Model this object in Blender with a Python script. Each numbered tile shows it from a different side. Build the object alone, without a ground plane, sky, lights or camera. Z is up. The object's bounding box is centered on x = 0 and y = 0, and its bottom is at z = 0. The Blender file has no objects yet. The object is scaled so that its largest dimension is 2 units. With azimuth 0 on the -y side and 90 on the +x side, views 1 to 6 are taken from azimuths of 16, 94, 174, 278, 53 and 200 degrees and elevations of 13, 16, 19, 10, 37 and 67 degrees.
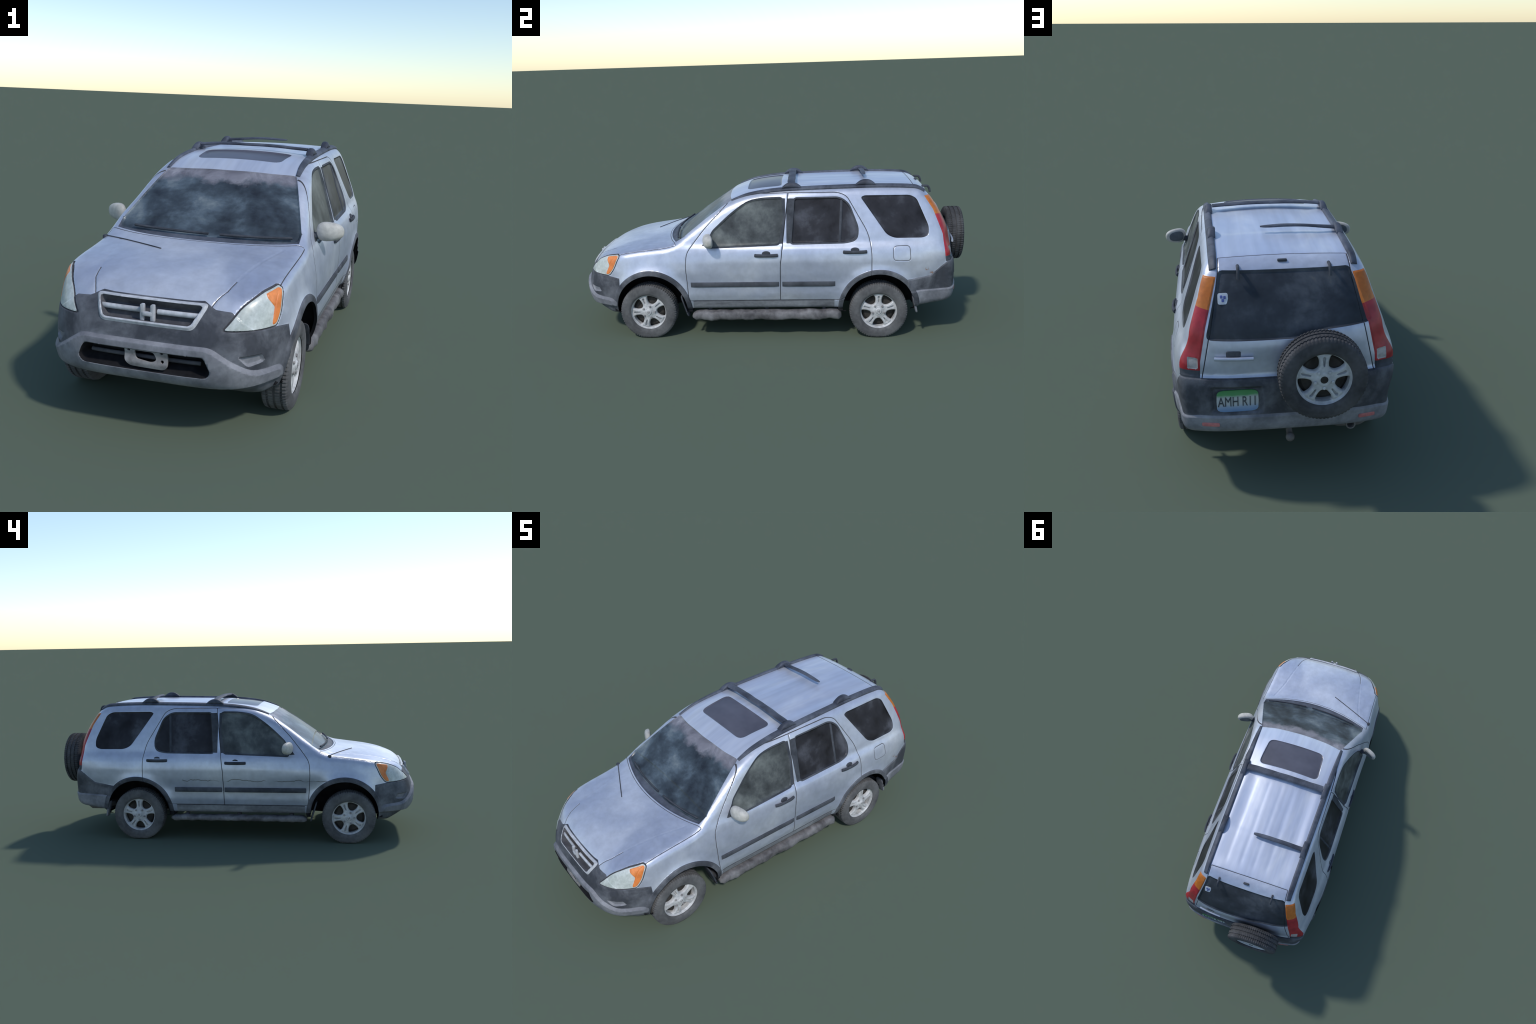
"""A silver compact SUV with a spare wheel on the tailgate.

The body is one implicit surface (side, top, nose and tail profiles blended
together), polygonised, then cut along panel outlines into separate parts.
Everything else (wheels, mirrors, rails, trim) is built part by part."""
import bpy, math, random
import numpy as np
from mathutils import Vector, Matrix

random.seed(7)
RNG = np.random.default_rng(7)

# ------------------------------------------------------------------ helpers
def pchip(xk, yk, x):
    """monotone cubic through the control points"""
    xk = np.asarray(xk, float); yk = np.asarray(yk, float)
    h = np.diff(xk); d = np.diff(yk) / h
    m = np.zeros_like(yk); m[0] = d[0]; m[-1] = d[-1]
    s = d[:-1] * d[1:] > 0
    w1 = 2 * h[1:] + h[:-1]; w2 = h[1:] + 2 * h[:-1]
    with np.errstate(divide='ignore', invalid='ignore'):
        mm = (w1 + w2) / (w1 / d[:-1] + w2 / d[1:])
    m[1:-1] = np.where(s, mm, 0)
    x = np.clip(x, xk[0], xk[-1])
    i = np.clip(np.searchsorted(xk, x, side='right') - 1, 0, len(h) - 1)
    t = (x - xk[i]) / h[i]
    return ((1 + 2*t) * (1-t)**2 * yk[i] + t * (1-t)**2 * h[i] * m[i]
            + t*t * (3 - 2*t) * yk[i+1] + t*t * (t - 1) * h[i] * m[i+1])

def smooth(a, b, x):
    t = np.clip((x - a) / (b - a), 0, 1)
    return t * t * (3 - 2 * t)

def smax(a, b, k):
    h = np.clip(0.5 + 0.5 * (a - b) / k, 0, 1)
    return b + (a - b) * h + k * h * (1 - h)

# ------------------------------------------------------------------ body profiles
# half width of the body: rows are stations along y, columns heights z
ZL = [.08, .15, .20, .24, .29, .34, .39, .43, .46, .49, .52, .60, .69, .73, .80]
STN = {
    -1.02: [.27, .285, .295, .305, .305, .305, .295, .29, .285, .28, .275, .265, .255, .245, .235],
    -0.92: [.306, .312, .319, .325, .326, .323, .316, .310, .302, .295, .290, .275, .265, .255, .245],
    -0.83: [.334, .340, .348, .352, .352, .348, .341, .334, .326, .32, .315, .30, .28, .27, .25],
    -0.74: [.350, .358, .366, .372, .374, .370, .360, .350, .342, .334, .328, .31, .28, .27, .25],
    -0.62: [.355, .362, .372, .379, .380, .377, .369, .358, .350, .342, .334, .312, .285, .27, .25],
    -0.43: [.352, .364, .376, .383, .383, .384, .379, .370, .361, .348, .338, .314, .286, .272, .252],
    0.00: [.350, .364, .377, .385, .385, .388, .388, .383, .374, .354, .344, .317, .287, .271, .25],
    0.40: [.350, .364, .377, .386, .387, .390, .390, .385, .376, .356, .346, .317, .284, .266, .243],
    0.55: [.350, .362, .374, .381, .385, .387, .387, .381, .371, .354, .344, .314, .281, .263, .24],
    0.70: [.348, .358, .366, .371, .375, .379, .379, .374, .365, .350, .340, .310, .276, .258, .235],
    0.85: [.330, .338, .345, .349, .353, .357, .358, .356, .349, .338, .328, .298, .266, .250, .225],
    0.95: [.317, .323, .330, .335, .338, .342, .343, .343, .338, .329, .320, .291, .259, .244, .22],
}
YG = np.linspace(-1.06, 1.06, 1061); ZG = np.linspace(.04, .84, 401)
_rows = np.array([pchip(ZL, r, ZG) for r in STN.values()])
WTAB = np.array([pchip(list(STN), _rows[:, j], YG) for j in range(len(ZG))]).T

# centre-line height of hood, windscreen and roof
TOPY = [-1.03, -.985, -.95, -.92, -.886, -.82, -.74, -.68, -.60, -.545, -.51, -.40, -.30, -.225,
        -.17, -.12, -.03, .06, .25, .45, .60, .69, .72, .80, 1.05]
TOPZ = [.27, .335, .375, .401, .422, .443, .461, .470, .480, .490, .503, .577, .647, .692,
        .714, .729, .742, .748, .751, .751, .747, .741, .736, .715, .66]
TTAB = pchip(TOPY, TOPZ, YG)
CROWN = pchip([-1.05, -.95, -.88, -.8, -.6, -.5, -.4, -.25, .1, .4, .7, 1.0], [.25, .25, .20, .15, .15, .20, .24, .30, .26, .18, .12, .1], YG)

# nose and tail, centre-line distance as a function of height
NOSEZ = [.04, .10, .13, .16, .19, .22, .25, .28, .31, .35, .39, .43, .5]
NOSEY = [-.84, -.885, -.93, -.962, -.978, -.986, -.988, -.984, -.976, -.963, -.945, -.93, -.90]
TAILZ = [.10, .16, .19, .22, .27, .33, .365, .385, .40, .44, .48, .52, .60, .66, .70, .74, .80]
TAILY = [.80, .858, .891, .904, .908, .909, .906, .899, .891, .891, .892, .884, .846, .806, .774, .738, .70]
NTAB = pchip(NOSEZ, NOSEY, ZG); RTAB = pchip(TAILZ, TAILY, ZG)
BOTY = [-1.05, -.97, -.93, -.88, -.84, -.80, -.74, -.45, .35, .62, .70, .80, .90, .95]
BOTZ = [.19, .175, .16, .135, .118, .125, .14, .152, .152, .158, .168, .181, .192, .205]
BTAB = pchip(BOTY, BOTZ, YG)
FW, RW = (-.640, .137), (.518, .137)          # wheel centres (y, z)
FA, RA = (-.616, .156), (.517, .159)          # arch centres
FR, RR = .180, .176                           # arch opening radii

def tab1(tab, grid, v):
    return np.interp(v, grid, tab)

def tab2(y, z):
    fy = np.clip((y - YG[0]) / (YG[1] - YG[0]), 0, len(YG) - 1.001)
    fz = np.clip((z - ZG[0]) / (ZG[1] - ZG[0]), 0, len(ZG) - 1.001)
    i = fy.astype(int); j = fz.astype(int); a = fy - i; b = fz - j
    return ((1-a)*(1-b)*WTAB[i, j] + a*(1-b)*WTAB[i+1, j] + (1-a)*b*WTAB[i, j+1] + a*b*WTAB[i+1, j+1])

def flare(y, z):
    r1 = np.hypot(y - FA[0], z - FA[1]); r2 = np.hypot(y - RA[0], z - RA[1])
    return (.010 * np.exp(-((r1 - .185) / .032) ** 2) + .010 * np.exp(-((r2 - .182) / .032) ** 2)) * smooth(.10, .2, z)

def side_w(y, z, right=0):
    # the scanned shell is slightly fuller on its right-hand side
    ext = .004*smooth(-.6, -.4, y)*smooth(.32, .40, z) - .009*smooth(.36, .28, z)*smooth(-.7, -.5, y) + .009*np.exp(-((y + .40)/.15)**2)*smooth(.30, .38, z)*smooth(.60, .52, z)
    return tab2(y, z) + flare(y, z) + ext*right

def F(P):
    x = np.abs(P[..., 0]); y = P[..., 1]; z = P[..., 2]
    e = .004
    w = side_w(y, z, P[..., 0] < -.05)
    wz = (tab2(y, z + e) - tab2(y, z - e)) / (2*e)
    wy = (tab2(y + e, z) - tab2(y - e, z)) / (2*e)
    a = (x - w) / np.sqrt(1 + wz**2 + wy**2)
    T = lambda yy: tab1(TTAB, YG, yy) - tab1(CROWN, YG, yy) * x * x
    t0 = T(y); ty = (T(y + e) - T(y - e)) / (2*e)
    b = (z - t0) / np.sqrt(1 + ty**2 + (.6*x)**2)
    x4 = np.clip(x, 0, .42)
    n = 13.3 * x4**4.4
    yf = tab1(NTAB, ZG, z); nz = (tab1(NTAB, ZG, z+e) - tab1(NTAB, ZG, z-e)) / (2*e)
    c = (yf + n - y) / np.sqrt(1 + (58.5 * x4**3.4)**2 + nz**2)
    yr = tab1(RTAB, ZG, z); rz = (tab1(RTAB, ZG, z+e) - tab1(RTAB, ZG, z-e)) / (2*e)
    kc = 2.5 + 2.5*smooth(.42, .50, z)
    d = (y - yr + kc * x4**4) / np.sqrt(1 + (4*kc * x4**3)**2 + rz**2)
    bt = tab1(BTAB, YG, y) - z
    f = smax(a, b, .030)
    f = smax(f, c, .030)
    f = smax(f, d, .022)
    return smax(f, bt, .02)

def gradF(P, e=.0015):
    g = np.zeros_like(P)
    for k in range(3):
        o = np.zeros(3); o[k] = e
        g[..., k] = (F(P + o) - F(P - o)) / (2*e)
    return g

def surf_x(y, z, side=1):
    """outer surface x of the body at (y, z)"""
    y = np.atleast_1d(np.asarray(y, float)); z = np.atleast_1d(np.asarray(z, float)) + 0*y; y = y + 0*z
    lo = np.full(y.shape, .05); hi = np.full(y.shape, .45)
    for _ in range(30):
        m = (lo + hi) / 2
        ins = F(np.stack([m, y, z], -1)) < 0
        lo = np.where(ins, m, lo); hi = np.where(ins, hi, m)
    return side * (lo + hi) / 2

def surf_z(x, y):
    x = np.atleast_1d(np.asarray(x, float)); y = np.atleast_1d(np.asarray(y, float)) + 0*x; x = x + 0*y
    lo = np.full(x.shape, .25); hi = np.full(x.shape, .85)
    for _ in range(30):
        m = (lo + hi) / 2
        ins = F(np.stack([x, y, m], -1)) < 0
        lo = np.where(ins, m, lo); hi = np.where(ins, hi, m)
    return (lo + hi) / 2

def surf_y(x, z, end=-1):
    x = np.atleast_1d(np.asarray(x, float)); z = np.atleast_1d(np.asarray(z, float)) + 0*x; x = x + 0*z
    lo = np.full(x.shape, .5); hi = np.full(x.shape, 1.05)
    for _ in range(30):
        m = (lo + hi) / 2
        ins = F(np.stack([x, end*m, z], -1)) < 0
        lo = np.where(ins, m, lo); hi = np.where(ins, hi, m)
    return end * (lo + hi) / 2

# ------------------------------------------------------------------ polygonise (surface nets)
def surface_nets(h=.0075):
    nxh = int(.44 / h); xs = np.arange(-nxh, nxh + 1) * h
    ys = np.arange(-1.03, .96, h); zs = np.arange(.08, .80, h)
    xp = xs[nxh:]
    G = np.stack(np.meshgrid(xp, ys, zs, indexing='ij'), -1)
    G2 = G * np.array([-1, 1, 1])
    f = np.concatenate([F(G2)[:0:-1], F(G)], 0)
    s = f < 0
    c = [(i, j, k) for i in (0, 1) for j in (0, 1) for k in (0, 1)]
    nx, ny, nz = f.shape
    sub = lambda A, o: A[o[0]:nx-1+o[0], o[1]:ny-1+o[1], o[2]:nz-1+o[2]]
    cnt = sum(sub(s, o).astype(np.int8) for o in c)
    act = (cnt > 0) & (cnt < 8)
    idx = -np.ones(act.shape, int); ai = np.argwhere(act); idx[act] = np.arange(len(ai))
    acc = np.zeros((len(ai), 3)); num = np.zeros(len(ai))
    for o in c:
        for ax in range(3):
            if o[ax]: continue
            o2 = list(o); o2[ax] = 1
            A = f[ai[:, 0]+o[0], ai[:, 1]+o[1], ai[:, 2]+o[2]]
            B = f[ai[:, 0]+o2[0], ai[:, 1]+o2[1], ai[:, 2]+o2[2]]
            m = (A < 0) != (B < 0)
            t = np.where(m, A / np.where(A == B, 1, A - B), 0)
            p = np.tile(np.array(o, float), (len(ai), 1)); p[:, ax] = t
            acc[m] += p[m]; num[m] += 1
    V = (ai + acc / num[:, None]) * h + np.array([xs[0], ys[0], zs[0]])
    quads = []
    for ax in range(3):
        b, d = (ax + 1) % 3, (ax + 2) % 3
        sl0 = [slice(None)]*3; sl1 = [slice(None)]*3
        sl0[ax] = slice(0, -1); sl1[ax] = slice(1, None)
        A = s[tuple(sl0)]; B = s[tuple(sl1)]
        e = np.argwhere(A != B)
        e = e[(e[:, b] > 0) & (e[:, d] > 0) & (e[:, b] < f.shape[b]-1) & (e[:, d] < f.shape[d]-1)]
        def cell(db, dd):
            q = e.copy(); q[:, b] += db; q[:, d] += dd
            return idx[q[:, 0], q[:, 1], q[:, 2]]
        Q = np.stack([cell(-1, -1), cell(0, -1), cell(0, 0), cell(-1, 0)], 1)
        fl = ~A[e[:, 0], e[:, 1], e[:, 2]]
        Q[fl] = Q[fl][:, ::-1]
        quads.append(Q)
    Q = np.concatenate(quads)
    for _ in range(6):
        g = gradF(V); fv = F(V)
        st = fv / np.maximum((g**2).sum(1), .2)
        V = V - np.clip(st, -.01, .01)[:, None] * g
    d1 = np.linalg.norm(V[Q[:, 0]] - V[Q[:, 2]], axis=1); d2 = np.linalg.norm(V[Q[:, 1]] - V[Q[:, 3]], axis=1)
    sw = d1 > d2
    T1 = np.where(sw[:, None], Q[:, [0, 1, 3]], Q[:, [0, 1, 2]])
    T2 = np.where(sw[:, None], Q[:, [1, 2, 3]], Q[:, [0, 2, 3]])
    return V, np.concatenate([T1, T2])

# ------------------------------------------------------------------ cutting a triangle mesh along g = 0
class Shell:
    def __init__(s, V, T):
        s.V, s.T = V, T
        s.D = np.zeros(len(V))              # relief along the normal
        s.L = np.zeros(len(T), int)         # part label of each face
        s.names = ['body']
    def normals(s, V=None):
        V = s.V if V is None else V
        n = np.cross(V[s.T[:, 1]] - V[s.T[:, 0]], V[s.T[:, 2]] - V[s.T[:, 0]])
        N = np.zeros_like(V)
        for k in range(3): np.add.at(N, s.T[:, k], n)
        return N / np.maximum(np.linalg.norm(N, axis=1), 1e-12)[:, None]
    def cut(s, gf, level, mask):
        cen = s.V[s.T].mean(1)
        ti = np.where(mask(cen))[0]
        if not len(ti): return
        vi = np.unique(s.T[ti]); g = np.full(len(s.V), 9.0); g[vi] = gf(s.V[vi]) - level
        g[np.abs(g) < 2e-5] = 0
        sg = np.sign(g)[s.T[ti]]
        cr = ti[(sg.min(1) < 0) & (sg.max(1) > 0)]
        if not len(cr): return
        tri = s.T[cr]; sg = np.sign(g)[tri]
        ed = np.concatenate([tri[:, [0, 1]], tri[:, [1, 2]], tri[:, [2, 0]]])
        key = np.sort(ed, 1); m = np.sign(g)[key[:, 0]] * np.sign(g)[key[:, 1]] < 0
        uk = np.unique(key[m], axis=0)
        ga, gb = g[uk[:, 0]], g[uk[:, 1]]; t = (ga / (ga - gb))[:, None]
        nv = s.V[uk[:, 0]] * (1-t) + s.V[uk[:, 1]] * t
        base = len(s.V)
        s.V = np.concatenate([s.V, nv]); s.D = np.concatenate([s.D, s.D[uk[:, 0]]*(1-t[:, 0]) + s.D[uk[:, 1]]*t[:, 0]])
        mid = {(a, b): base + i for i, (a, b) in enumerate(map(tuple, uk.tolist()))}
        keep = np.ones(len(s.T), bool); keep[cr] = False
        new, lab = [], []
        gl = np.sign(g)
        for f, (a, b, c) in zip(cr.tolist(), tri.tolist()):
            l = s.L[f]; poly = []
            for p, q in ((a, b), (b, c), (c, a)):
                poly.append(p)
                k = (p, q) if p < q else (q, p)
                if k in mid: poly.append(mid[k])
            n = len(poly)
            on = [i for i, p in enumerate(poly) if p >= base or gl[p] == 0]
            i, j = on[0], on[-1]
            p1 = poly[i:j+1]; p2 = poly[j:] + poly[:i+1]
            for pp in (p1, p2):
                if len(pp) == 4:
                    A = s.V[pp[0]] - s.V[pp[2]]; B = s.V[pp[1]] - s.V[pp[3]]
                    if A @ A < B @ B: new += [(pp[0], pp[1], pp[2]), (pp[0], pp[2], pp[3])]
                    else: new += [(pp[0], pp[1], pp[3]), (pp[1], pp[2], pp[3])]
                    lab += [l, l]
                elif len(pp) == 3:
                    new.append(tuple(pp)); lab.append(l)
        s.T = np.concatenate([s.T[keep], np.array(new, int)]); s.L = np.concatenate([s.L[keep], np.array(lab, int)])
    def label(s, name):
        if name not in s.names: s.names.append(name)
        return s.names.index(name)
    def region(s, name, gf, mask, depth=0.0, width=.004, seam=0.0, seam_depth=.0045, over=None):
        """cut out a region g<0; sink or raise it; optionally ring it with a shut line"""
        if seam > 0:
            for l in (-seam, 0, seam): s.cut(gf, l, mask)
        else:
            s.cut(gf, 0, mask)
        if depth: s.cut(gf, -width, mask)
        cen = s.V[s.T].mean(1); mk = mask(cen)
        g = np.full(len(cen), 9.0); g[mk] = gf(cen[mk])
        if over is not None:
            ok = np.isin(s.L, [s.names.index(o) for o in over if o in s.names]); g[~ok] = 9
        if name: s.L[g < -seam] = s.label(name)
        if seam > 0: s.L[np.abs(g) <= seam] = s.label('panel_gap')
        vm = np.zeros(len(s.V), bool); vm[np.unique(s.T[g < max(seam, 1e-6)])] = True
        vi = np.where(vm)[0]; gv = gf(s.V[vi])
        if depth: s.D[vi] += depth * np.clip(-gv / width, 0, 1)
        if seam > 0: s.D[vi] -= seam_depth * np.clip(1 - np.abs(gv) / (seam*1.001), 0, 1)
    def drop(s, name):
        k = s.L != s.names.index(name); s.T, s.L = s.T[k], s.L[k]

def fillet(poly, r, n=5):
    P = np.array(poly, float); out = []
    rr = r if hasattr(r, '__len__') else [r]*len(P)
    for i in range(len(P)):
        a, b, c = P[i-1], P[i], P[(i+1) % len(P)]
        u, v = a - b, c - b; lu, lv = np.linalg.norm(u), np.linalg.norm(v)
        d = min(rr[i], .45*lu, .45*lv)
        p, q = b + u/lu*d, b + v/lv*d
        for t in np.linspace(0, 1, n): out.append((1-t)**2*p + 2*t*(1-t)*b + t*t*q)
    return np.array(out)

def sdf(P, poly):
    """signed distance of 2D points to a closed polygon (negative inside)"""
    A = np.asarray(poly, float); B = np.roll(A, -1, 0)
    d = np.full(len(P), 1e9); ins = np.zeros(len(P), bool)
    for a, b in zip(A, B):
        e = b - a; w = P - a
        t = np.clip((w @ e) / max(e @ e, 1e-12), 0, 1)
        q = w - t[:, None]*e
        d = np.minimum(d, (q*q).sum(1))
        c = (a[1] > P[:, 1]) != (b[1] > P[:, 1])
        with np.errstate(divide='ignore', invalid='ignore'):
            xi = a[0] + (P[:, 1] - a[1]) * e[0] / (e[1] if e[1] else 1e-12)
        ins ^= c & (P[:, 0] < xi)
    d = np.sqrt(d)
    return np.where(ins, -d, d)

def linedist(P, pts):
    A = np.asarray(pts, float); d = np.full(len(P), 1e9)
    for a, b in zip(A[:-1], A[1:]):
        e = b - a; w = P - a; t = np.clip((w @ e) / (e @ e), 0, 1)
        q = w - t[:, None]*e; d = np.minimum(d, (q*q).sum(1))
    return np.sqrt(d)

yz = lambda V: V[:, 1:3]
xz = lambda V: V[:, [0, 2]]
xy = lambda V: V[:, :2]

# ------------------------------------------------------------------ materials
MATS = {}
class NB:
    """small node-graph builder"""
    def __init__(s, name):
        s.m = bpy.data.materials.new(name); s.m.use_nodes = True
        s.nt = s.m.node_tree; s.b = s.nt.nodes['Principled BSDF']
        s.co = s.nt.nodes.new('ShaderNodeTexCoord').outputs['Object']
    def n(s, t, **k):
        x = s.nt.nodes.new(t)
        for a, v in k.items(): setattr(x, a, v)
        return x
    def link(s, a, b): s.nt.links.new(a, b)
    def noise(s, scale, detail=4, rough=.55, stretch=None, dist=0):
        co = s.co
        if stretch:
            mp = s.n('ShaderNodeMapping'); mp.inputs['Scale'].default_value = stretch
            s.link(co, mp.inputs['Vector']); co = mp.outputs['Vector']
        x = s.n('ShaderNodeTexNoise'); x.inputs['Scale'].default_value = scale
        x.inputs['Detail'].default_value = detail; x.inputs['Roughness'].default_value = rough
        x.inputs['Distortion'].default_value = dist
        s.link(co, x.inputs['Vector']); return x.outputs['Fac']
    def ramp(s, fac, stops):
        r = s.n('ShaderNodeValToRGB'); e = r.color_ramp.elements
        while len(e) < len(stops): e.new(.5)
        for i, (p, c) in enumerate(stops):
            e[i].position = p; e[i].color = (*c, 1) if hasattr(c, '__len__') else (c, c, c, 1)
        s.link(fac, r.inputs['Fac']); return r.outputs['Color']
    def mix(s, fac, a, b, mode='MIX'):
        x = s.n('ShaderNodeMix', data_type='RGBA', blend_type=mode)
        for sock, v in ((x.inputs['Factor'], fac), (x.inputs['A'], a), (x.inputs['B'], b)):
            if hasattr(v, 'is_linked'): s.link(v, sock)
            elif hasattr(v, '__len__'): sock.default_value = (*v, 1)
            else: sock.default_value = v
        return x.outputs['Result']
    def math(s, op, a, b=0.0, c=0.0, clamp=False):
        x = s.n('ShaderNodeMath', operation=op, use_clamp=clamp)
        for sock, v in zip(x.inputs, (a, b, c)):
            if hasattr(v, 'is_linked'): s.link(v, sock)
            else: sock.default_value = v
        return x.outputs[0]
    def sep(s):
        x = s.n('ShaderNodeSeparateXYZ'); s.link(s.co, x.inputs[0]); return x.outputs
    def spot(s, p, r):
        """soft mask around one point"""
        d = s.n('ShaderNodeVectorMath', operation='DISTANCE'); s.link(s.co, d.inputs[0]); d.inputs[1].default_value = p
        mr = s.n('ShaderNodeMapRange'); mr.inputs['From Min'].default_value = r; mr.inputs['From Max'].default_value = r*.35
        s.link(d.outputs['Value'], mr.inputs['Value']); return mr.outputs['Result']
    def bump(s, h, strength=.2, dist=.002):
        x = s.n('ShaderNodeBump'); x.inputs['Strength'].default_value = strength; x.inputs['Distance'].default_value = dist
        s.link(h, x.inputs['Height']); s.link(x.outputs['Normal'], s.b.inputs['Normal'])
    def done(s, col, rough=.6, spec=.3, metal=0, coat=0):
        if hasattr(col, 'is_linked'): s.link(col, s.b.inputs['Base Color'])
        else: s.b.inputs['Base Color'].default_value = (*col, 1)
        if hasattr(rough, 'is_linked'): s.link(rough, s.b.inputs['Roughness'])
        else: s.b.inputs['Roughness'].default_value = rough
        s.b.inputs['Specular IOR Level'].default_value = spec; s.b.inputs['Metallic'].default_value = metal
        s.b.inputs['Coat Weight'].default_value = coat
        MATS[s.m.name] = s.m; return s.m

def mottled(name, a, b, scale=8, rough=.7, spec=.25, grain=60, lo=.35, hi=.65, bump=.15, stretch=None):
    k = NB(name)
    c = k.mix(k.ramp(k.noise(scale, 5, .6, stretch, .3), [(lo, 0.0), (hi, 1.0)]), a, b)
    g = k.ramp(k.noise(grain, 3), [(.3, .86), (.7, 1.08)])
    c = k.mix(1.0, c, g, 'MULTIPLY')
    if bump: k.bump(k.noise(grain*1.5, 3), bump)
    return k.done(c, rough, spec)

def make_materials():
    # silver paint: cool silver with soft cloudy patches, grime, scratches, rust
    k = NB('silver_paint')
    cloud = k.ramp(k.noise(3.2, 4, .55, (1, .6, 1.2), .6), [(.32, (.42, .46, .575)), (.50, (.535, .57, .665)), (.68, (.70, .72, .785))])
    fine = k.ramp(k.noise(22, 5, .65), [(.3, .88), (.7, 1.08)])
    c = k.mix(1.0, cloud, fine, 'MULTIPLY')
    X, Y, Z = k.sep()
    # wavy scratch along the right-hand doors
    wob = k.noise(9, 3, .6, (0, 1, 0))
    zl = k.math('ADD', .310, k.math('MULTIPLY', wob, .055))
    dz = k.math('ABSOLUTE', k.math('SUBTRACT', Z, zl))
    line = k.math('LESS_THAN', dz, k.math('ADD', .0012, k.math('MULTIPLY', k.noise(40, 2), .0018)))
    line = k.math('MULTIPLY', line, k.math('LESS_THAN', X, -.2))
    line = k.math('MULTIPLY', line, k.math('LESS_THAN', Y, .26)); line = k.math('MULTIPLY', line, k.math('GREATER_THAN', Y, -.53))
    line = k.math('MULTIPLY', line, k.ramp(k.noise(6, 2, .5, (0, 1, 0)), [(.40, 0.0), (.48, 1.0)]))
    c = k.mix(k.math('MULTIPLY', line, .75), c, (.10, .09, .075))
    # road grime splashed along the lower doors
    low = k.n('ShaderNodeMapRange'); low.inputs['From Min'].default_value = .30; low.inputs['From Max'].default_value = .23
    k.link(k.math('ADD', Z, k.math('MULTIPLY', k.math('SUBTRACT', k.noise(16, 3), .5), .06)), low.inputs['Value'])
    gm = k.math('MULTIPLY', k.ramp(k.noise(12, 5, .65, (1, .35, 1)), [(.45, 0.0), (.75, 1.0)]), low.outputs['Result'], clamp=True)
    c = k.mix(k.math('MULTIPLY', gm, .35), c, (.20, .20, .20))
    rust = k.math('MULTIPLY', k.math('MAXIMUM', k.spot((.365, .775, .322), .022), k.spot((.370, .748, .352), .012)),
                  k.ramp(k.noise(70, 4), [(.45, 0.0), (.6, 1.0)]))
    c = k.mix(rust, c, (.36, .16, .05))
    k.bump(k.noise(14, 4), .12, .003)
    k.done(c, .36, .5, .45)

    k = NB('silver_paint_skylit')  # silver paint made lighter and bluer: sky light put into the roof colour
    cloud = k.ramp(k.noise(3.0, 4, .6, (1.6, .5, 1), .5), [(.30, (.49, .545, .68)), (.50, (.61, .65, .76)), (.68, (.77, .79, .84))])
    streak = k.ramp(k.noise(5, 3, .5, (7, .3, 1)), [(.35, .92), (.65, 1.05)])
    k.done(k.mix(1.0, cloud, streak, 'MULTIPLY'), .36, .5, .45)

    mottled('black_plastic', (.035, .040, .050), (.085, .092, .108), 9, .75, .25)
    mottled('bumper_plastic', (.052, .056, .068), (.215, .225, .25), 9, .65, .35, lo=.42, hi=.82)
    mottled('bumper_trim', (.15, .155, .175), (.28, .285, .31), 10, .65, .3)
    mottled('sill_plastic', (.12, .125, .14), (.27, .28, .30), 10, .7, .3, stretch=(1, .5, 1.5))
    mottled('rail_plastic', (.040, .046, .064), (.115, .130, .165), 8, .6, .3)
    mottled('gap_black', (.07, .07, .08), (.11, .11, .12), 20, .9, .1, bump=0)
    mottled('cavity_black', (.012, .012, .014), (.025, .025, .028), 12, .95, .05, bump=0)
    mottled('tire_rubber', (.085, .085, .088), (.150, .150, .152), 11, .9, .15)
    mottled('spare_rubber', (.050, .051, .054), (.100, .100, .104), 11, .9, .15)
    mottled('alloy', (.42, .42, .42), (.62, .62, .62), 22, .5, .4, 80)
    mottled('spare_alloy', (.42, .43, .44), (.55, .56, .57), 22, .5, .4, 80)
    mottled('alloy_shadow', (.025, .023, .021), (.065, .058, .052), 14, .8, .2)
    mottled('board_metal', (.08, .076, .08), (.21, .205, .21), 14, .65, .35, 45)
    mottled('mirror_shell', (.40, .39, .36), (.60, .58, .53), 16, .5, .35, bump=0)
    mottled('mirror_back', (.085, .10, .115), (.14, .16, .18), 10, .5, .35, bump=0)
    mottled('chrome', (.40, .41, .43), (.62, .63, .66), 18, .35, .5, bump=0)
    mottled('bare_steel', (.20, .19, .19), (.36, .35, .35), 25, .6, .35)
    mottled('headlight_lens', (.46, .50, .47), (.68, .71, .69), 20, .3, .5, 90, bump=0)
    mottled('signal_orange', (.72, .20, .045), (.85, .28, .08), 16, .35, .5, bump=0)
    mottled('tail_orange', (.48, .13, .015), (.62, .19, .03), 16, .35, .5, bump=0)
    mottled('tail_red', (.30, .014, .022), (.46, .028, .04), 16, .35, .5, bump=0)
    mottled('tail_clear', (.32, .30, .29), (.46, .43, .42), 30, .35, .5, bump=0)
    mottled('reflector_red', (.42, .13, .13), (.55, .20, .19), 30, .4, .4, bump=0)
    mottled('exhaust_steel', (.10, .09, .085), (.18, .17, .16), 25, .6, .35)

    k = NB('sunroof_glass')
    k.done(k.ramp(k.noise(5, 4, .6), [(.3, (.065, .065, .085)), (.7, (.125, .125, .155))]), .3, .5)
    # windscreen: dark with cloudy blue-green and pale patches, paler ragged band on top
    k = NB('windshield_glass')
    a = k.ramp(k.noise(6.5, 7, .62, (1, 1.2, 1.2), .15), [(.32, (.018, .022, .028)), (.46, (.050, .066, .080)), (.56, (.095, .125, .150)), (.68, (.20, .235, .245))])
    X, Y, Z = k.sep()
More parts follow.
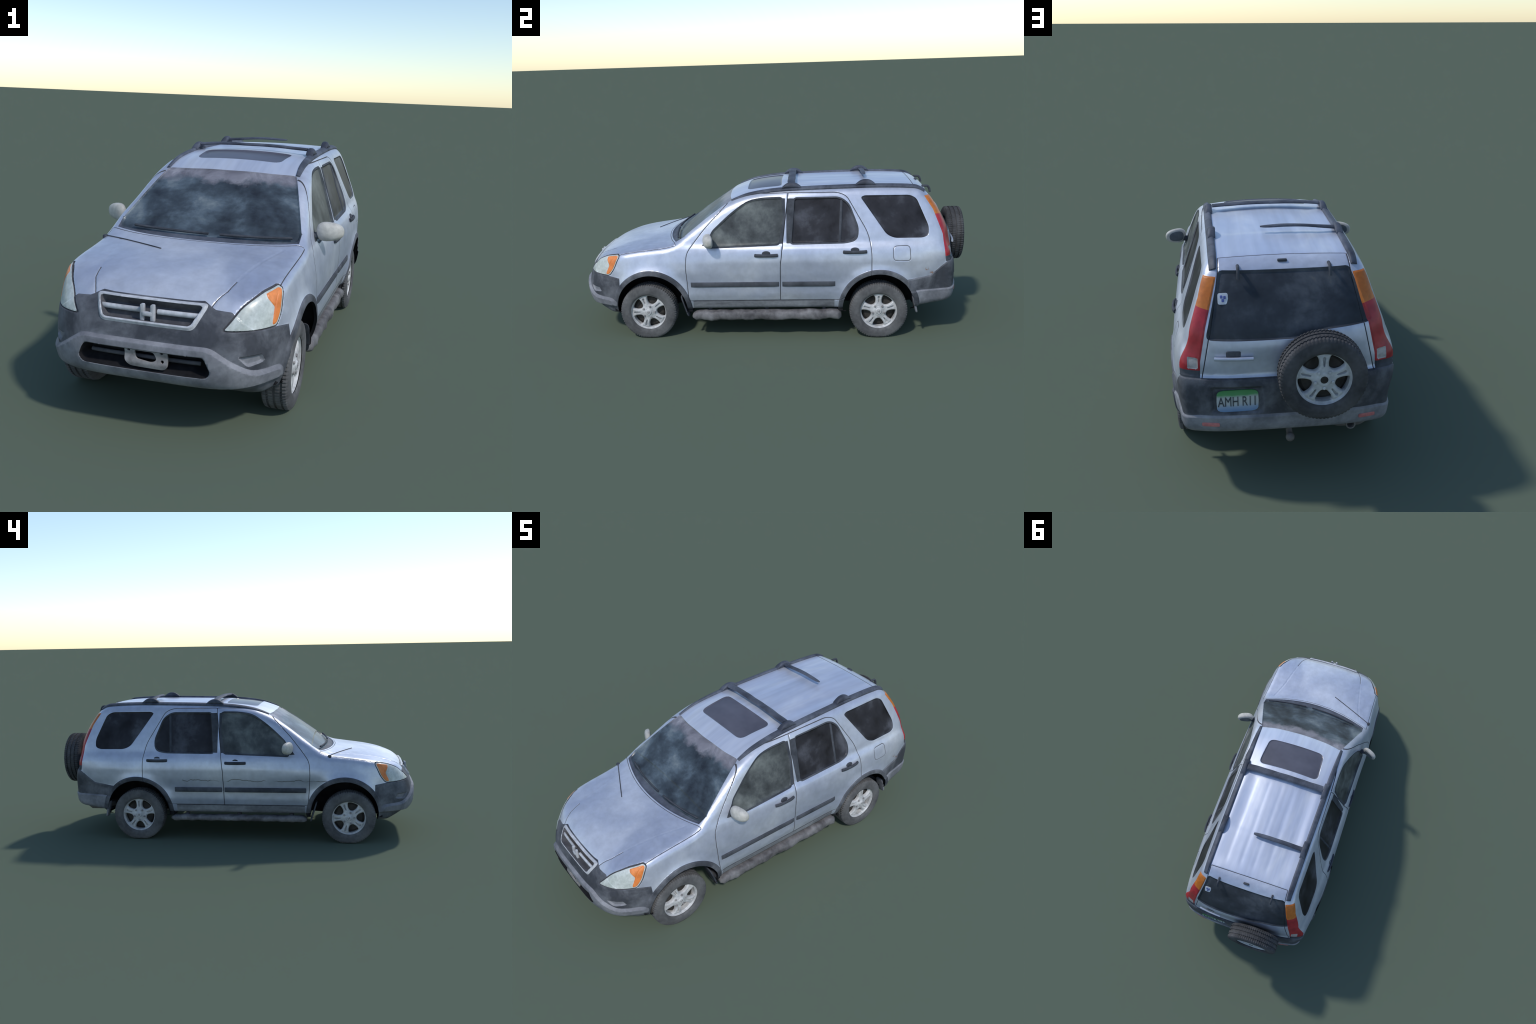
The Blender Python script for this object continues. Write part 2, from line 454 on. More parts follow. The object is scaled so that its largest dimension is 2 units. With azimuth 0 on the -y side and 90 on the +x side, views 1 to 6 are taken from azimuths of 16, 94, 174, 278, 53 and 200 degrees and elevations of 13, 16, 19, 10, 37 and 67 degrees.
    edge = k.math('ADD', Z, k.math('MULTIPLY', k.noise(11, 5, .65), .09))
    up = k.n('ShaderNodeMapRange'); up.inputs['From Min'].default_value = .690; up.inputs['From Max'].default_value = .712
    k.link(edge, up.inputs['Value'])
    pale_band = k.ramp(k.noise(9, 5, .65, (1, 1, 1), .6), [(.35, (.13, .125, .145)), (.55, (.24, .235, .265)), (.72, (.40, .39, .42))])
    k.done(k.mix(up.outputs['Result'], a, pale_band), .35, .5)
    def glass(name, stops, scale=7, rough=.38):
        k = NB(name); k.done(k.ramp(k.noise(scale, 6, .6, (1, 1, 1), .15), stops), rough, .22)
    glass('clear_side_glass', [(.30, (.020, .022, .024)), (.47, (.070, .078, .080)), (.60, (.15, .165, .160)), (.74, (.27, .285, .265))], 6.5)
    glass('tinted_side_glass', [(.32, (.010, .009, .011)), (.50, (.028, .028, .034)), (.72, (.105, .11, .13))], 6)
    glass('tailgate_glass', [(.30, (.022, .026, .032)), (.50, (.045, .052, .063)), (.62, (.085, .095, .11)), (.74, (.17, .16, .14))], 7)
    mottled('sticker_white', (.60, .63, .68), (.72, .74, .78), 40, .6, .3, bump=0)
    mottled('sticker_blue', (.08, .11, .34), (.13, .16, .42), 40, .6, .3, bump=0)
    mottled('plate_letter', (.05, .06, .07), (.09, .10, .11), 40, .6, .3, bump=0)
    # number plate: green band on top, white field, blue base
    k = NB('plate_paint'); X, Y, Z = k.sep()
    v = k.n('ShaderNodeMapRange'); v.inputs['From Min'].default_value = .270; v.inputs['From Max'].default_value = .349
    k.link(Z, v.inputs['Value'])
    w = k.math('ADD', v.outputs['Result'], k.math('MULTIPLY', k.math('SUBTRACT', k.noise(30, 3), .5), .18))
    k.done(k.ramp(w, [(0.0, (.15, .26, .45)), (.20, (.26, .36, .52)), (.36, (.46, .50, .52)), (.66, (.48, .51, .50)), (.80, (.10, .30, .12)), (1.0, (.07, .24, .08))]), .6, .3)

# ------------------------------------------------------------------ objects
def mesh_obj(name, V, Fs, mat, parent=None, normals=None, smooth_angle=None, flat=False, kind=None):
    me = bpy.data.meshes.new(name)
    V = np.asarray(V, float)
    if isinstance(Fs, np.ndarray) and Fs.shape[1] == 3:
        me.vertices.add(len(V)); me.vertices.foreach_set('co', V.ravel())
        me.loops.add(Fs.size); me.loops.foreach_set('vertex_index', Fs.ravel().astype(np.int32))
        me.polygons.add(len(Fs)); me.polygons.foreach_set('loop_start', np.arange(0, Fs.size, 3, dtype=np.int32))
        me.polygons.foreach_set('loop_total', np.full(len(Fs), 3, np.int32))
        me.update(calc_edges=True)
    else:
        me.from_pydata(V.tolist(), [], [list(map(int, f)) for f in Fs]); me.update()
    if not flat: me.polygons.foreach_set('use_smooth', np.ones(len(me.polygons), bool))
    if normals is not None: me.normals_split_custom_set_from_vertices(np.asarray(normals).tolist())
    elif smooth_angle is not None: me.set_sharp_from_angle(angle=math.radians(smooth_angle))
    me.materials.append(MATS[mat])
    o = bpy.data.objects.new(name, me); bpy.context.scene.collection.objects.link(o)
    if parent: o.parent = parent
    if kind: o['kind'] = kind
    return o

def tube(path, ring, closed=False, cap=True):
    """sweep a cross-section: ring(i, p, tangent) gives 3D points"""
    path = np.asarray(path, float); n = len(path); V = []; Fs = []
    for i in range(n):
        t = path[min(i+1, n-1)] - path[max(i-1, 0)] if not closed else path[(i+1) % n] - path[i-1]
        V.append(ring(i, path[i], t / np.linalg.norm(t)))
    m = len(V[0])
    for i in range(n if closed else n-1):
        for j in range(m):
            a, b = i*m + j, i*m + (j+1) % m; c, d = ((i+1) % n)*m + (j+1) % m, ((i+1) % n)*m + j
            Fs.append((a, b, c, d))
    if cap and not closed:
        Fs.append(tuple(range(m))[::-1]); Fs.append(tuple(range((n-1)*m, n*m)))
    return np.concatenate(V), Fs

def round_ring(r, up=(0, 0, 1), m=10, sx=1, sy=1, power=1.0):
    up = np.asarray(up, float)
    def f(i, p, t):
        a = np.cross(t, up); a /= np.linalg.norm(a); b = np.cross(a, t)
        rr = r[i] if hasattr(r, '__len__') else r
        q = np.linspace(0, 2*np.pi, m, endpoint=False)
        cx = np.sign(np.cos(q))*np.abs(np.cos(q))**power; cy = np.sign(np.sin(q))*np.abs(np.sin(q))**power
        return p + rr*sx*cx[:, None]*a + rr*sy*cy[:, None]*b
    return f

def spline(pts, n):
    P = np.asarray(pts, float); s = np.concatenate([[0], np.cumsum(np.linalg.norm(np.diff(P, axis=0), axis=1))])
    u = np.linspace(0, s[-1], n)
    return np.stack([pchip(s, P[:, k], u) for k in range(P.shape[1])], 1)

def merge(parts):
    V = []; Fs = []; o = 0
    for v, f in parts:
        V.append(np.asarray(v)); Fs += [tuple(i + o for i in q) for q in f]; o += len(v)
    return np.concatenate(V), Fs

def box(c, s, bevel=.2, n=3):
    """rounded box as a superellipsoid-like lofted block"""
    m = 20; V = []; Fs = []
    lv = [(-1, 1-bevel), (-1+bevel, 1), (1-bevel, 1), (1, 1-bevel)]
    q = np.linspace(0, 2*np.pi, m, endpoint=False)
    for h, k in lv:
        cx = np.sign(np.cos(q))*np.abs(np.cos(q))**.35*k; cz = np.sign(np.sin(q))*np.abs(np.sin(q))**.35*k
        V.append(np.stack([cx*s[0]/2, np.full(m, h)*s[1]/2, cz*s[2]/2], 1))
    for i in range(3):
        for j in range(m):
            Fs.append((i*m+j, i*m+(j+1) % m, (i+1)*m+(j+1) % m, (i+1)*m+j))
    Fs.append(tuple(range(m))[::-1]); Fs.append(tuple(range(3*m, 4*m)))
    return np.concatenate(V) + np.array(c), [f[::-1] for f in Fs]

def wobble(V, amp, scale, seed=0):
    """cheap smooth noise offset for lumpy things"""
    r = np.random.default_rng(seed); out = np.zeros_like(V)
    for _ in range(10):
        k = r.normal(size=3); k *= scale * r.uniform(.5, 2) / np.linalg.norm(k)
        out += np.sin(V @ k + r.uniform(0, 6.28))[:, None] * r.normal(size=3)
    return V + amp * out / 5

# ------------------------------------------------------------------ the body, cut into parts
def build_body(car):
    V, T = surface_nets()
    S = Shell(V, T)
    SD = {1: 'l', -1: 'r'}
    sidem = lambda s: (lambda c: (c[:, 0]*s > np.interp(c[:, 2], [.60, .68], [.2, .258])))
    # --- broad divisions
    top = lambda c: c[:, 2] > .40
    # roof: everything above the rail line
    def g_hood(V):
        x = np.abs(V[:, 0]); y = V[:, 1]
        xh = np.interp(y, [-1., -.80, -.77, -.54, -.5], [.335, .335, .336, .343, .345])
        yc = -.558 + .62 * x**2
        return np.maximum(np.maximum(x - xh, y - yc), -.98 - y)
    # side panels
    fd = [(-.424, .200), (-.428, .276), (-.435, .379), (-.428, .445), (-.395, .488), (-.335, .562), (-.205, .692), (-.15, .711), (-.08, .718), (.078, .720), (.052, .51), (.037, .383), (.035, .30), (.033, .200)]
    rd = [(.033, .200), (.035, .30), (.037, .383), (.052, .51), (.078, .720), (.32, .719), (.365, .702), (.466, .529), (.482, .45), (.481, .32), (.40, .26), (.33, .200)]
    fdp = fillet(fd, [.01, .05, .05, .03, .03, .05, .06, .03, .03, .004, .01, .01, .01, .004])
    rdp = fillet(rd, [.004, .01, .01, .01, .004, .03, .03, .05, .04, .03, .02, .02])
    for s in (1, -1):
        m = sidem(s)
        S.region('sill_'+SD[s], lambda V: np.maximum(np.maximum(V[:, 2] - .196, -.47 - V[:, 1]), V[:, 1] - .37), m)
        S.region('fender_'+SD[s], lambda V: np.maximum(V[:, 1] + .405, V[:, 2] - .60), m)
        S.region('quarter_panel_'+SD[s], lambda V: np.maximum(.30 - V[:, 1], V[:, 2] - .728), m)
        S.region('door_f'+SD[s], lambda V: sdf(yz(V), fdp), m, seam=.0016, seam_depth=.0035)
        S.region('door_b'+SD[s], lambda V: sdf(yz(V), rdp), m, seam=.0016, seam_depth=.0035)
    S.region('hood', g_hood, lambda c: (c[:, 2] > .36) & (c[:, 1] < -.4), seam=.0013, seam_depth=.002)
    # rear closing panels
    rearm = lambda c: c[:, 1] > .60
    S.region('tailgate', lambda V: np.maximum.reduce([np.abs(V[:, 0]) - np.interp(V[:, 2], [.38, .70, .8], [.286, .222, .215]),
                                                       .385 - V[:, 2], .697 - V[:, 1]]), rearm, seam=.0018, seam_depth=.003)
    # --- bumpers
    def g_fb(V):     # nose plastic: below lamps and round the grille
        x = np.abs(V[:, 0]); z = V[:, 2]
        zt = np.interp(x, [0, .12, .155, .19, .235, .30, .345, .40], [.398, .398, .400, .382, .378, .33, .325, .305])
        return np.maximum(z - zt, V[:, 1] + .776)
    S.region('bumper_f', g_fb, lambda c: (c[:, 1] < -.70) & (c[:, 2] < .46), depth=.002, width=.004)
    def g_rb(V):
        x = np.abs(V[:, 0]); y = V[:, 1]; z = V[:, 2]
        zt = np.interp(y, [.62, .668, .765, .83, .85, 1.0], [.300, .303, .319, .372, .388, .388])
        return np.maximum(z - zt, .655 - y)
    S.region('bumper_r', g_rb, lambda c: (c[:, 1] > .6) & (c[:, 2] < .45), depth=.004, width=.006)
    S.region('bumper_step', lambda V: np.maximum(V[:, 2] - np.interp(np.abs(V[:, 0]), [0, .3, .38], [.258, .258, .244]), .668 - V[:, 1]),
             lambda c: (c[:, 1] > .6) & (c[:, 2] < .34), depth=.006, width=.006, over=['bumper_r'])
    rec = fillet([(.085, .262), (.262, .262), (.262, .362), (.085, .362)], .015)
    S.region(None, lambda V: sdf(xz(V), rec), lambda c: (c[:, 1] > .75) & (c[:, 2] < .42), depth=-.010, width=.010, over=['bumper_r'])
    # --- nose details
    nm = lambda c: (c[:, 1] < -.80) & (c[:, 2] < .46)
    hexo = fillet([(-.192, .288), (.192, .288), (.300, .216), (.36, .210), (.36, .150), (-.36, .150), (-.36, .210), (-.300, .216)], .02)
    hexi = fillet([(-.178, .262), (.178, .262), (.196, .222), (.186, .206), (-.186, .206), (-.196, .222)], .012)
    S.region('bumper_bar', lambda V: np.maximum(sdf(xz(V), hexo), .165 - V[:, 2]), nm, depth=.012, width=.010)
    S.region('air_intake', lambda V: sdf(xz(V), hexi), nm, depth=-.045, width=.008)
    fog = fillet([(.262, .262), (.318, .262), (.326, .238), (.288, .230)], .006)
    for s in (1, -1):
        S.region('fog_'+SD[s], lambda V, s=s: sdf(xz(V)*[s, 1], fog), nm, depth=-.008, width=.004)
    gro = fillet([(-.172, .394), (.172, .394), (.140, .326), (-.140, .326)], .016)
    gri = fillet([(-.157, .386), (.157, .386), (.130, .336), (-.130, .336)], .010)
    S.region('grille_frame', lambda V: sdf(xz(V), gro), nm, depth=.006, width=.006)
    S.region('grille_back', lambda V: sdf(xz(V), gri), nm, depth=-.026, width=.006)
    # head lamps, drawn on the diagonal corner plane
    lamp = fillet([(-.520, .331), (-.345, .327), (-.322, .36), (-.304, .424), (-.318, .435), (-.380, .424), (-.452, .394)], [.008, .012, .02, .01, .012, .03, .03])
    sig = fillet([(-.372, .45), (-.29, .45), (-.29, .30), (-.366, .335), (-.350, .380), (-.374, .408)], .008)
    cor = lambda V, s: np.stack([(V[:, 0]*s + V[:, 1]) / math.sqrt(2), V[:, 2]], 1)
    for s in (1, -1):
        lm = lambda c, s=s: (c[:, 0]*s > .14) & (c[:, 1] < -.66) & (c[:, 2] > .27)
        S.region('headlight_'+SD[s], lambda V, s=s: sdf(cor(V, s), lamp), lm, seam=.0020, seam_depth=.005)
        S.region('turn_signal_'+SD[s], lambda V, s=s: np.maximum(sdf(cor(V, s), sig), sdf(cor(V, s), lamp) + .006), lm, depth=.0015, width=.003)
    # --- glass
    # windscreen seen from above
    ws = fillet([(0, -.228), (.16, -.220), (.247, -.203), (.326, -.450), (.318, -.478), (.25, -.497), (.12, -.514), (0, -.520),
                 (-.12, -.514), (-.25, -.497), (-.318, -.478), (-.326, -.450), (-.247, -.203), (-.16, -.220)], [.03, .03, .012, .02, .02, .03, .03, .03, .03, .03, .02, .02, .012, .03])
    wm = lambda c: (c[:, 1] < -.1) & (c[:, 1] > -.60) & (c[:, 2] > .42)
    def g_cowl(V):
        x = np.abs(V[:, 0]); return np.maximum.reduce([-.550 + .62*x**2 - V[:, 1], V[:, 1] + .44, x - .325])
    S.region('cowl', g_cowl, wm, depth=-.004, width=.006)
    S.region('windshield', lambda V: sdf(xy(V), ws), wm, depth=-.004, width=.005)
    sun = fillet([(-.166, -.122), (.166, -.122), (.178, .052), (-.178, .052)], .035, 7)
    S.region('sunroof', lambda V: sdf(xy(V) - np.stack([0*V[:, 0], .16*(V[:, 0]**2) - .012], 1), sun), lambda c: c[:, 2] > .66, depth=-.004, width=.005)
    # side glass
    fw = [(-.318, .472), (-.300, .540), (-.205, .625), (-.118, .684), (-.04, .695), (.046, .696), (.052, .60), (.030, .484)]
    rw = [(.092, .486), (.110, .693), (.330, .693), (.372, .664), (.416, .550), (.408, .500), (.36, .489)]
    qw = [(.432, .694), (.45, .702), (.672, .700), (.703, .684), (.760, .552), (.757, .512), (.73, .502), (.592, .503), (.555, .520)]
    fwp = fillet(fw, [.01, .02, .05, .04, .03, .01, .02, .012]); rwp = fillet(rw, [.01, .012, .03, .03, .03, .02, .02]); qwp = fillet(qw, .018)
    bp = fillet([(.030, .484), (.092, .486), (.110, .694), (.046, .696), (.052, .60)], .004)
    for s in (1, -1):
        m = lambda c, s=s: (c[:, 0]*s > .2) & (c[:, 2] > .42)
        # dark frame around the door glass incl. the B pillar
        S.region('window_frame_f'+SD[s], lambda V: np.minimum(sdf(yz(V), fwp) - .007, np.maximum(sdf(yz(V), bp), V[:, 1] - .063)), m, depth=-.001, width=.003, over=['door_f'+SD[s]])
        S.region('window_frame_b'+SD[s], lambda V: np.minimum(sdf(yz(V), rwp) - .007, np.maximum(sdf(yz(V), bp), .068 - V[:, 1])), m, depth=-.001, width=.003, over=['door_b'+SD[s]])
        S.region('side_window_f'+SD[s], lambda V: sdf(yz(V), fwp), m, depth=-.004, width=.004)
        S.region('side_window_b'+SD[s], lambda V: sdf(yz(V), rwp), m, depth=-.004, width=.004)
        S.region('window_divider_'+SD[s], lambda V: np.maximum(np.abs(V[:, 1] - np.interp(V[:, 2], [.485, .69], [.327, .340])) - .006, sdf(yz(V), rwp) + .002), m, depth=.003, width=.002)
        S.region('quarter_window_'+SD[s], lambda V: sdf(yz(V), qwp), m, depth=-.004, width=.005)
        # small black sail behind the mirror
        sail = fillet([(-.352, .478), (-.322, .476), (-.306, .535)], .003)
        S.region('mirror_sail_'+SD[s], lambda V: sdf(yz(V), sail), m)
    # fuel flap on the left
    ff = fillet([(.586, .398), (.586, .467), (.665, .469), (.670, .396)], .018)
    S.region('fuel_door', lambda V: sdf(yz(V), ff), lambda c: (c[:, 0] > .2) & (c[:, 2] > .35) & (c[:, 2] < .5) & (c[:, 1] > .5), seam=.0014, seam_depth=.002)
    # rear glass
    rg = fillet([(.219, .711), (-.219, .711), (-.282, .546), (-.115, .537), (-.05, .514), (.270, .512)], [.012, .012, .02, .04, .04, .02])
    S.region('tailgate_window', lambda V: sdf(xz(V), rg), lambda c: (c[:, 1] > .70) & (c[:, 2] > .45), depth=-.006, width=.006)
    # tail lamps wrap the rear corners
    for s in (1, -1):
        def g_tl(V):
            x = np.abs(V[:, 0]); y = V[:, 1]; z = V[:, 2]
            ys = np.interp(z, [.38, .41, .515, .63, .70, .72], [.842, .838, .827, .782, .736, .725])
            xr = np.interp(z, [.38, .44, .55, .70, .72], [.291, .289, .268, .226, .22])
            return np.maximum.reduce([ys - y, xr - x, .386 - z, z - .694])
        tm = lambda c, s=s: (c[:, 0]*s > .15) & (c[:, 1] > .64) & (c[:, 2] > .36)
        S.region('tail_light_'+SD[s], g_tl, tm, depth=.003, width=.005)
        S.region('tail_signal_'+SD[s], lambda V: .602 + .18*(np.abs(V[:, 0]) - .26) - V[:, 2], tm, over=['tail_light_'+SD[s]])
        S.region('reversing_light_'+SD[s], lambda V: np.maximum.reduce([np.abs(V[:, 2] - .435) - .018, np.abs(V[:, 0]) - .330, .296 - np.abs(V[:, 0])]), tm, depth=-.002, width=.003, over=['tail_light_'+SD[s]])
        S.region('tail_base_'+SD[s], lambda V: V[:, 2] - .412, tm, over=['tail_light_'+SD[s]])
    # hood crease and the short shut line beside the grille
    for s in (1, -1):
        cm = lambda c, s=s: (c[:, 0]*s > .1) & (c[:, 1] < -.45) & (c[:, 2] > .36)
        S.region(None, lambda V, s=s: linedist(xy(V)*[s, 1], [(.178, -.925), (.205, -.87), (.250, -.64), (.285, -.53)]) - .006, cm, depth=-.0015, width=.006, over=['hood'])
        S.region(None, lambda V, s=s: V[:, 0]*s - np.interp(V[:, 1], [-.96, -.92, -.87, -.80], [.165, .179, .205, .219]), lambda c, s=s: (c[:, 0]*s > .1) & (c[:, 1] < -.815) & (c[:, 2] > .36), seam=.0016, seam_depth=.002, over=['hood'])
    # roof skin between the rails, and the floor
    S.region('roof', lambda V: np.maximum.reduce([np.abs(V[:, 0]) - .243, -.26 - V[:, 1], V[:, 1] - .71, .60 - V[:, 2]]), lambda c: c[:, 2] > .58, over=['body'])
    S.region('underbody', lambda V: V[:, 2] - .20, lambda c: c[:, 2] < .24, over=['body'])
    # --- wheel arches: trim ring, then the opening
    for s in (1, -1):
        m = lambda c, s=s: (c[:, 0]*s > .2) & (c[:, 2] < .42)
        S.region('arch_f'+SD[s], lambda V: np.maximum(np.hypot(yz(V)[:, 0] - FA[0], yz(V)[:, 1] - FA[1]) - FR - .024, -.80 - V[:, 1]), m, depth=.004, width=.004)
        S.region('arch_r'+SD[s], lambda V: np.hypot(V[:, 1] - RA[0], V[:, 2] - RA[1]) - RR - .022, m, depth=.004, width=.004)
        for c0, r0 in ((FA, FR), (RA, RR)):
            S.region('hole', lambda V: np.hypot(V[:, 1] - c0[0], V[:, 2] - c0[1]) - r0, m)
    S.drop('hole')
    # --- relief, shared normals
    for s in (1,):
        N0 = S.normals()
    W = S.V + N0 * S.D[:, None]
    # roof swage ribs
    top = (S.V[:, 2] > .70) & (N0[:, 2] > .8)
    rib = sum(np.exp(-((S.V[:, 0] - c) / .010)**2) for c in (-.155, -.075, .0, .075, .155)) * smooth(.12, .16, S.V[:, 1]) * smooth(.67, .62, S.V[:, 1])
    W[:, 2] -= np.where(top, .0007 * rib, 0)
    pan = smooth(.222, .165, np.abs(S.V[:, 0])) * smooth(.095, .135, S.V[:, 1]) * (1 - .55*smooth(.43, .48, S.V[:, 1])) * smooth(.69, .60, S.V[:, 1])
    W[:, 2] -= np.where(S.V[:, 2] > .68, .006 * pan, 0)
    N = S.normals(W)
    def part(labels, name, mat, parent, kind=None):
        ids = [S.names.index(l) for l in (labels if isinstance(labels, (list, tuple)) else [labels]) if l in S.names]
        t = S.T[np.isin(S.L, ids)]
        if not len(t): print('empty', labels); return None
        u, inv = np.unique(t, return_inverse=True)
        return mesh_obj(name, W[u], inv.reshape(t.shape), mat, parent, N[u], kind=kind)
    part('body', 'body_shell', 'silver_paint', car)
    part('roof', 'roof', 'silver_paint_skylit', car); part('underbody', 'underbody', 'black_plastic', car)
    part('hood', 'hood', 'silver_paint', car)
    part('panel_gap', 'panel_gap', 'gap_black', car, 'stuff')
    bf = part('bumper_f', 'bumper', 'bumper_plastic', car); br = part('bumper_r', 'bumper', 'bumper_plastic', car)
    part('bumper_step', 'bumper_step', 'bumper_trim', br); part('bumper_bar', 'bumper_bar', 'bumper_trim', bf)
    part('air_intake', 'air_intake', 'cavity_black', bf)
    gf = part('grille_frame', 'grille', 'chrome', car); part('grille_back', 'grille_mesh', 'gap_black', gf)
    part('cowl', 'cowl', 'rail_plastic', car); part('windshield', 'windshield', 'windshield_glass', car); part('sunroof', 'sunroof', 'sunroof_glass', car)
    tg = part('tailgate', 'tailgate', 'silver_paint', car); part('tailgate_window', 'tailgate_window', 'tailgate_glass', tg)
    doors = {}
    for s in 'lr':
        part('fender_'+s, 'fender', 'silver_paint', car)
        q = part('quarter_panel_'+s, 'quarter_panel', 'silver_paint', car); part('quarter_window_'+s, 'quarter_window', 'tinted_side_glass', q)
        if s == 'l': part('fuel_door', 'fuel_door', 'silver_paint', q)
        part('sill_'+s, 'sill', 'sill_plastic', car)
        for e in 'fb':
            d = doors[e+s] = part('door_'+e+s, 'door', 'silver_paint', car)
            part('window_frame_'+e+s, 'window_frame', 'black_plastic', d)
            part('side_window_'+e+s, 'side_window', 'clear_side_glass' if e == 'f' else 'tinted_side_glass', d)
        part('window_divider_'+s, 'window_divider', 'black_plastic', doors['b'+s]); part('mirror_sail_'+s, 'mirror_sail', 'black_plastic', doors['f'+s])
        part('fog_'+s, 'fog_light_cover', 'bumper_trim', bf)
        h = part('headlight_'+s, 'headlight', 'headlight_lens', car); part('turn_signal_'+s, 'turn_signal', 'signal_orange', h)
        t = part('tail_light_'+s, 'tail_light', 'tail_red', car); part('tail_signal_'+s, 'turn_signal', 'tail_orange', t)
        part('reversing_light_'+s, 'reversing_light', 'tail_clear', t); part('tail_base_'+s, 'light_housing', 'black_plastic', t)
        part(['arch_f'+s], 'wheel_arch_trim', 'bumper_plastic', car); part(['arch_r'+s], 'wheel_arch_trim', 'bumper_plastic', car)
    return doors, bf, br, gf, tg

# ------------------------------------------------------------------ wheel wells
def wheel_wells(car):
    for (cy, cz), R in ((FA, FR), (RA, RR)):
        for s in (1, -1):
            th = np.linspace(math.radians(-25), math.radians(205), 70)
            y = cy + R*np.cos(th); z = np.maximum(cz + R*np.sin(th), .118)
            xo = surf_x(y, np.maximum(z, .165)) + .003
            xo = np.clip(xo, .34, .41)
            rows = [(xo, 0, 0), (xo - .010, 0, 0), (xo - .014, -.022, 0), (np.full_like(y, .30), -.030, 0), (np.full_like(y, .215), -.020, 0)]
            V = []; Fs = []
            for x, dr, _ in rows:
                V.append(np.stack([s*x, cy + (R+dr*-1)*np.cos(th), np.maximum(cz + (R-dr)*np.sin(th), .138)], 1))
            n = len(th)
            for i in range(len(rows)-1):
                for j in range(n-1):
                    q = (i*n+j, i*n+j+1, (i+1)*n+j+1, (i+1)*n+j); Fs.append(q if s < 0 else q[::-1])
            V = np.concatenate(V); b = len(V)
            V = np.concatenate([V, [[s*.215, cy, cz - .03]]])
            for j in range(n-1): Fs.append(((len(rows)-1)*n+j, (len(rows)-1)*n+j+1, b))
            mesh_obj('wheel_well', V, Fs, 'cavity_black', car, smooth_angle=40)

# ------------------------------------------------------------------ wheels
def shell_thick(V, T, off):
    """give a cut sheet a back side and walls along its free edges"""
    n = len(V)
    e = np.concatenate([T[:, [0, 1]], T[:, [1, 2]], T[:, [2, 0]]])
    key = e[:, 0].astype(np.int64)*n*2 + e[:, 1]; rk = e[:, 1].astype(np.int64)*n*2 + e[:, 0]
    fr = e[~np.isin(rk, key)]
    V2 = np.concatenate([V, V + off])
    T2 = np.concatenate([T, T[:, ::-1] + n, np.stack([fr[:, 1], fr[:, 0], fr[:, 0]+n], 1), np.stack([fr[:, 1], fr[:, 0]+n, fr[:, 1]+n], 1)])
    return V2, T2

def rim_geometry(R=.093):
    """alloy face: five broad split spokes. Local +x is outward."""
    nr, na = 34, 240
    r = np.linspace(.010, R*.965, nr); a = np.linspace(0, 2*np.pi, na, endpoint=False)
    Rr, A = np.meshgrid(r, a, indexing='ij')
    V = np.stack([0*Rr, Rr*np.cos(A), Rr*np.sin(A)], -1).reshape(-1, 3)
    T = []
    for i in range(nr-1):
        for j in range(na):
            p, q, u, w = i*na+j, i*na+(j+1) % na, (i+1)*na+(j+1) % na, (i+1)*na+j
            T += [(p, u, q), (p, w, u)]
    S = Shell(V, np.array(T)[:, ::-1])
    hole = fillet([(.042, -.011), (.056, -.0225), (.075, -.0285), (.0825, -.022), (.0862, 0), (.0825, .022), (.075, .0285), (.056, .0225), (.042, .011), (.039, 0)], .008)
    slot = fillet([(.043, -.0028), (.073, -.0058), (.079, 0), (.073, .0058), (.043, .0028)], .003)
    def rot(V, k): 
        c, s = math.cos(k), math.sin(k); return np.stack([V[:, 1]*c + V[:, 2]*s, -V[:, 1]*s + V[:, 2]*c], 1)
    al = lambda c: np.ones(len(c), bool)
    gh = lambda V: np.minimum.reduce([sdf(rot(V, math.radians(270 + 72*i)), hole) for i in range(5)])
    gs = lambda V: np.minimum.reduce([sdf(rot(V, math.radians(90 + 72*i)), slot) for i in range(5)])
    S.cut(gh, .006, al); S.region('hole', gh, al); S.cut(gs, .003, al); S.region('slot', gs, al, depth=-.011, width=.0018)
    S.drop('hole')
    V = S.V; rr = np.hypot(V[:, 1], V[:, 2])
    prof = np.interp(rr, [0, .020, .026, .040, .060, .078, .084, .0885, .090], [.008, .008, .005, .003, .004, .002, -.002, .001, .004])
    rnd = -.006*np.clip(1 - gh(V)/.006, 0, 1)**2
    V = V.copy(); V[:, 0] = prof + rnd + S.D
    body = shell_thick(V, S.T, np.array([-.012, 0, 0]))
    # outer lip and barrel, turned
    pr = [(.004, .0885), (.006, .0905), (.005, .0930), (.001, .0935), (-.05, .088), (-.05, .084), (-.004, .084), (.000, .0880)]
    n = 96; th = np.linspace(0, 2*np.pi, n, endpoint=False); LV = []; LF = []
    for x, q in pr: LV.append(np.stack([np.full(n, x), q*np.cos(th), q*np.sin(th)], 1))
    m = len(pr)
    for i in range(m):
        for j in range(n):
            LF.append((i*n+j, i*n+(j+1) % n, ((i+1) % m)*n+(j+1) % n, ((i+1) % m)*n+j)[::-1])
    return body, (np.concatenate(LV), LF)

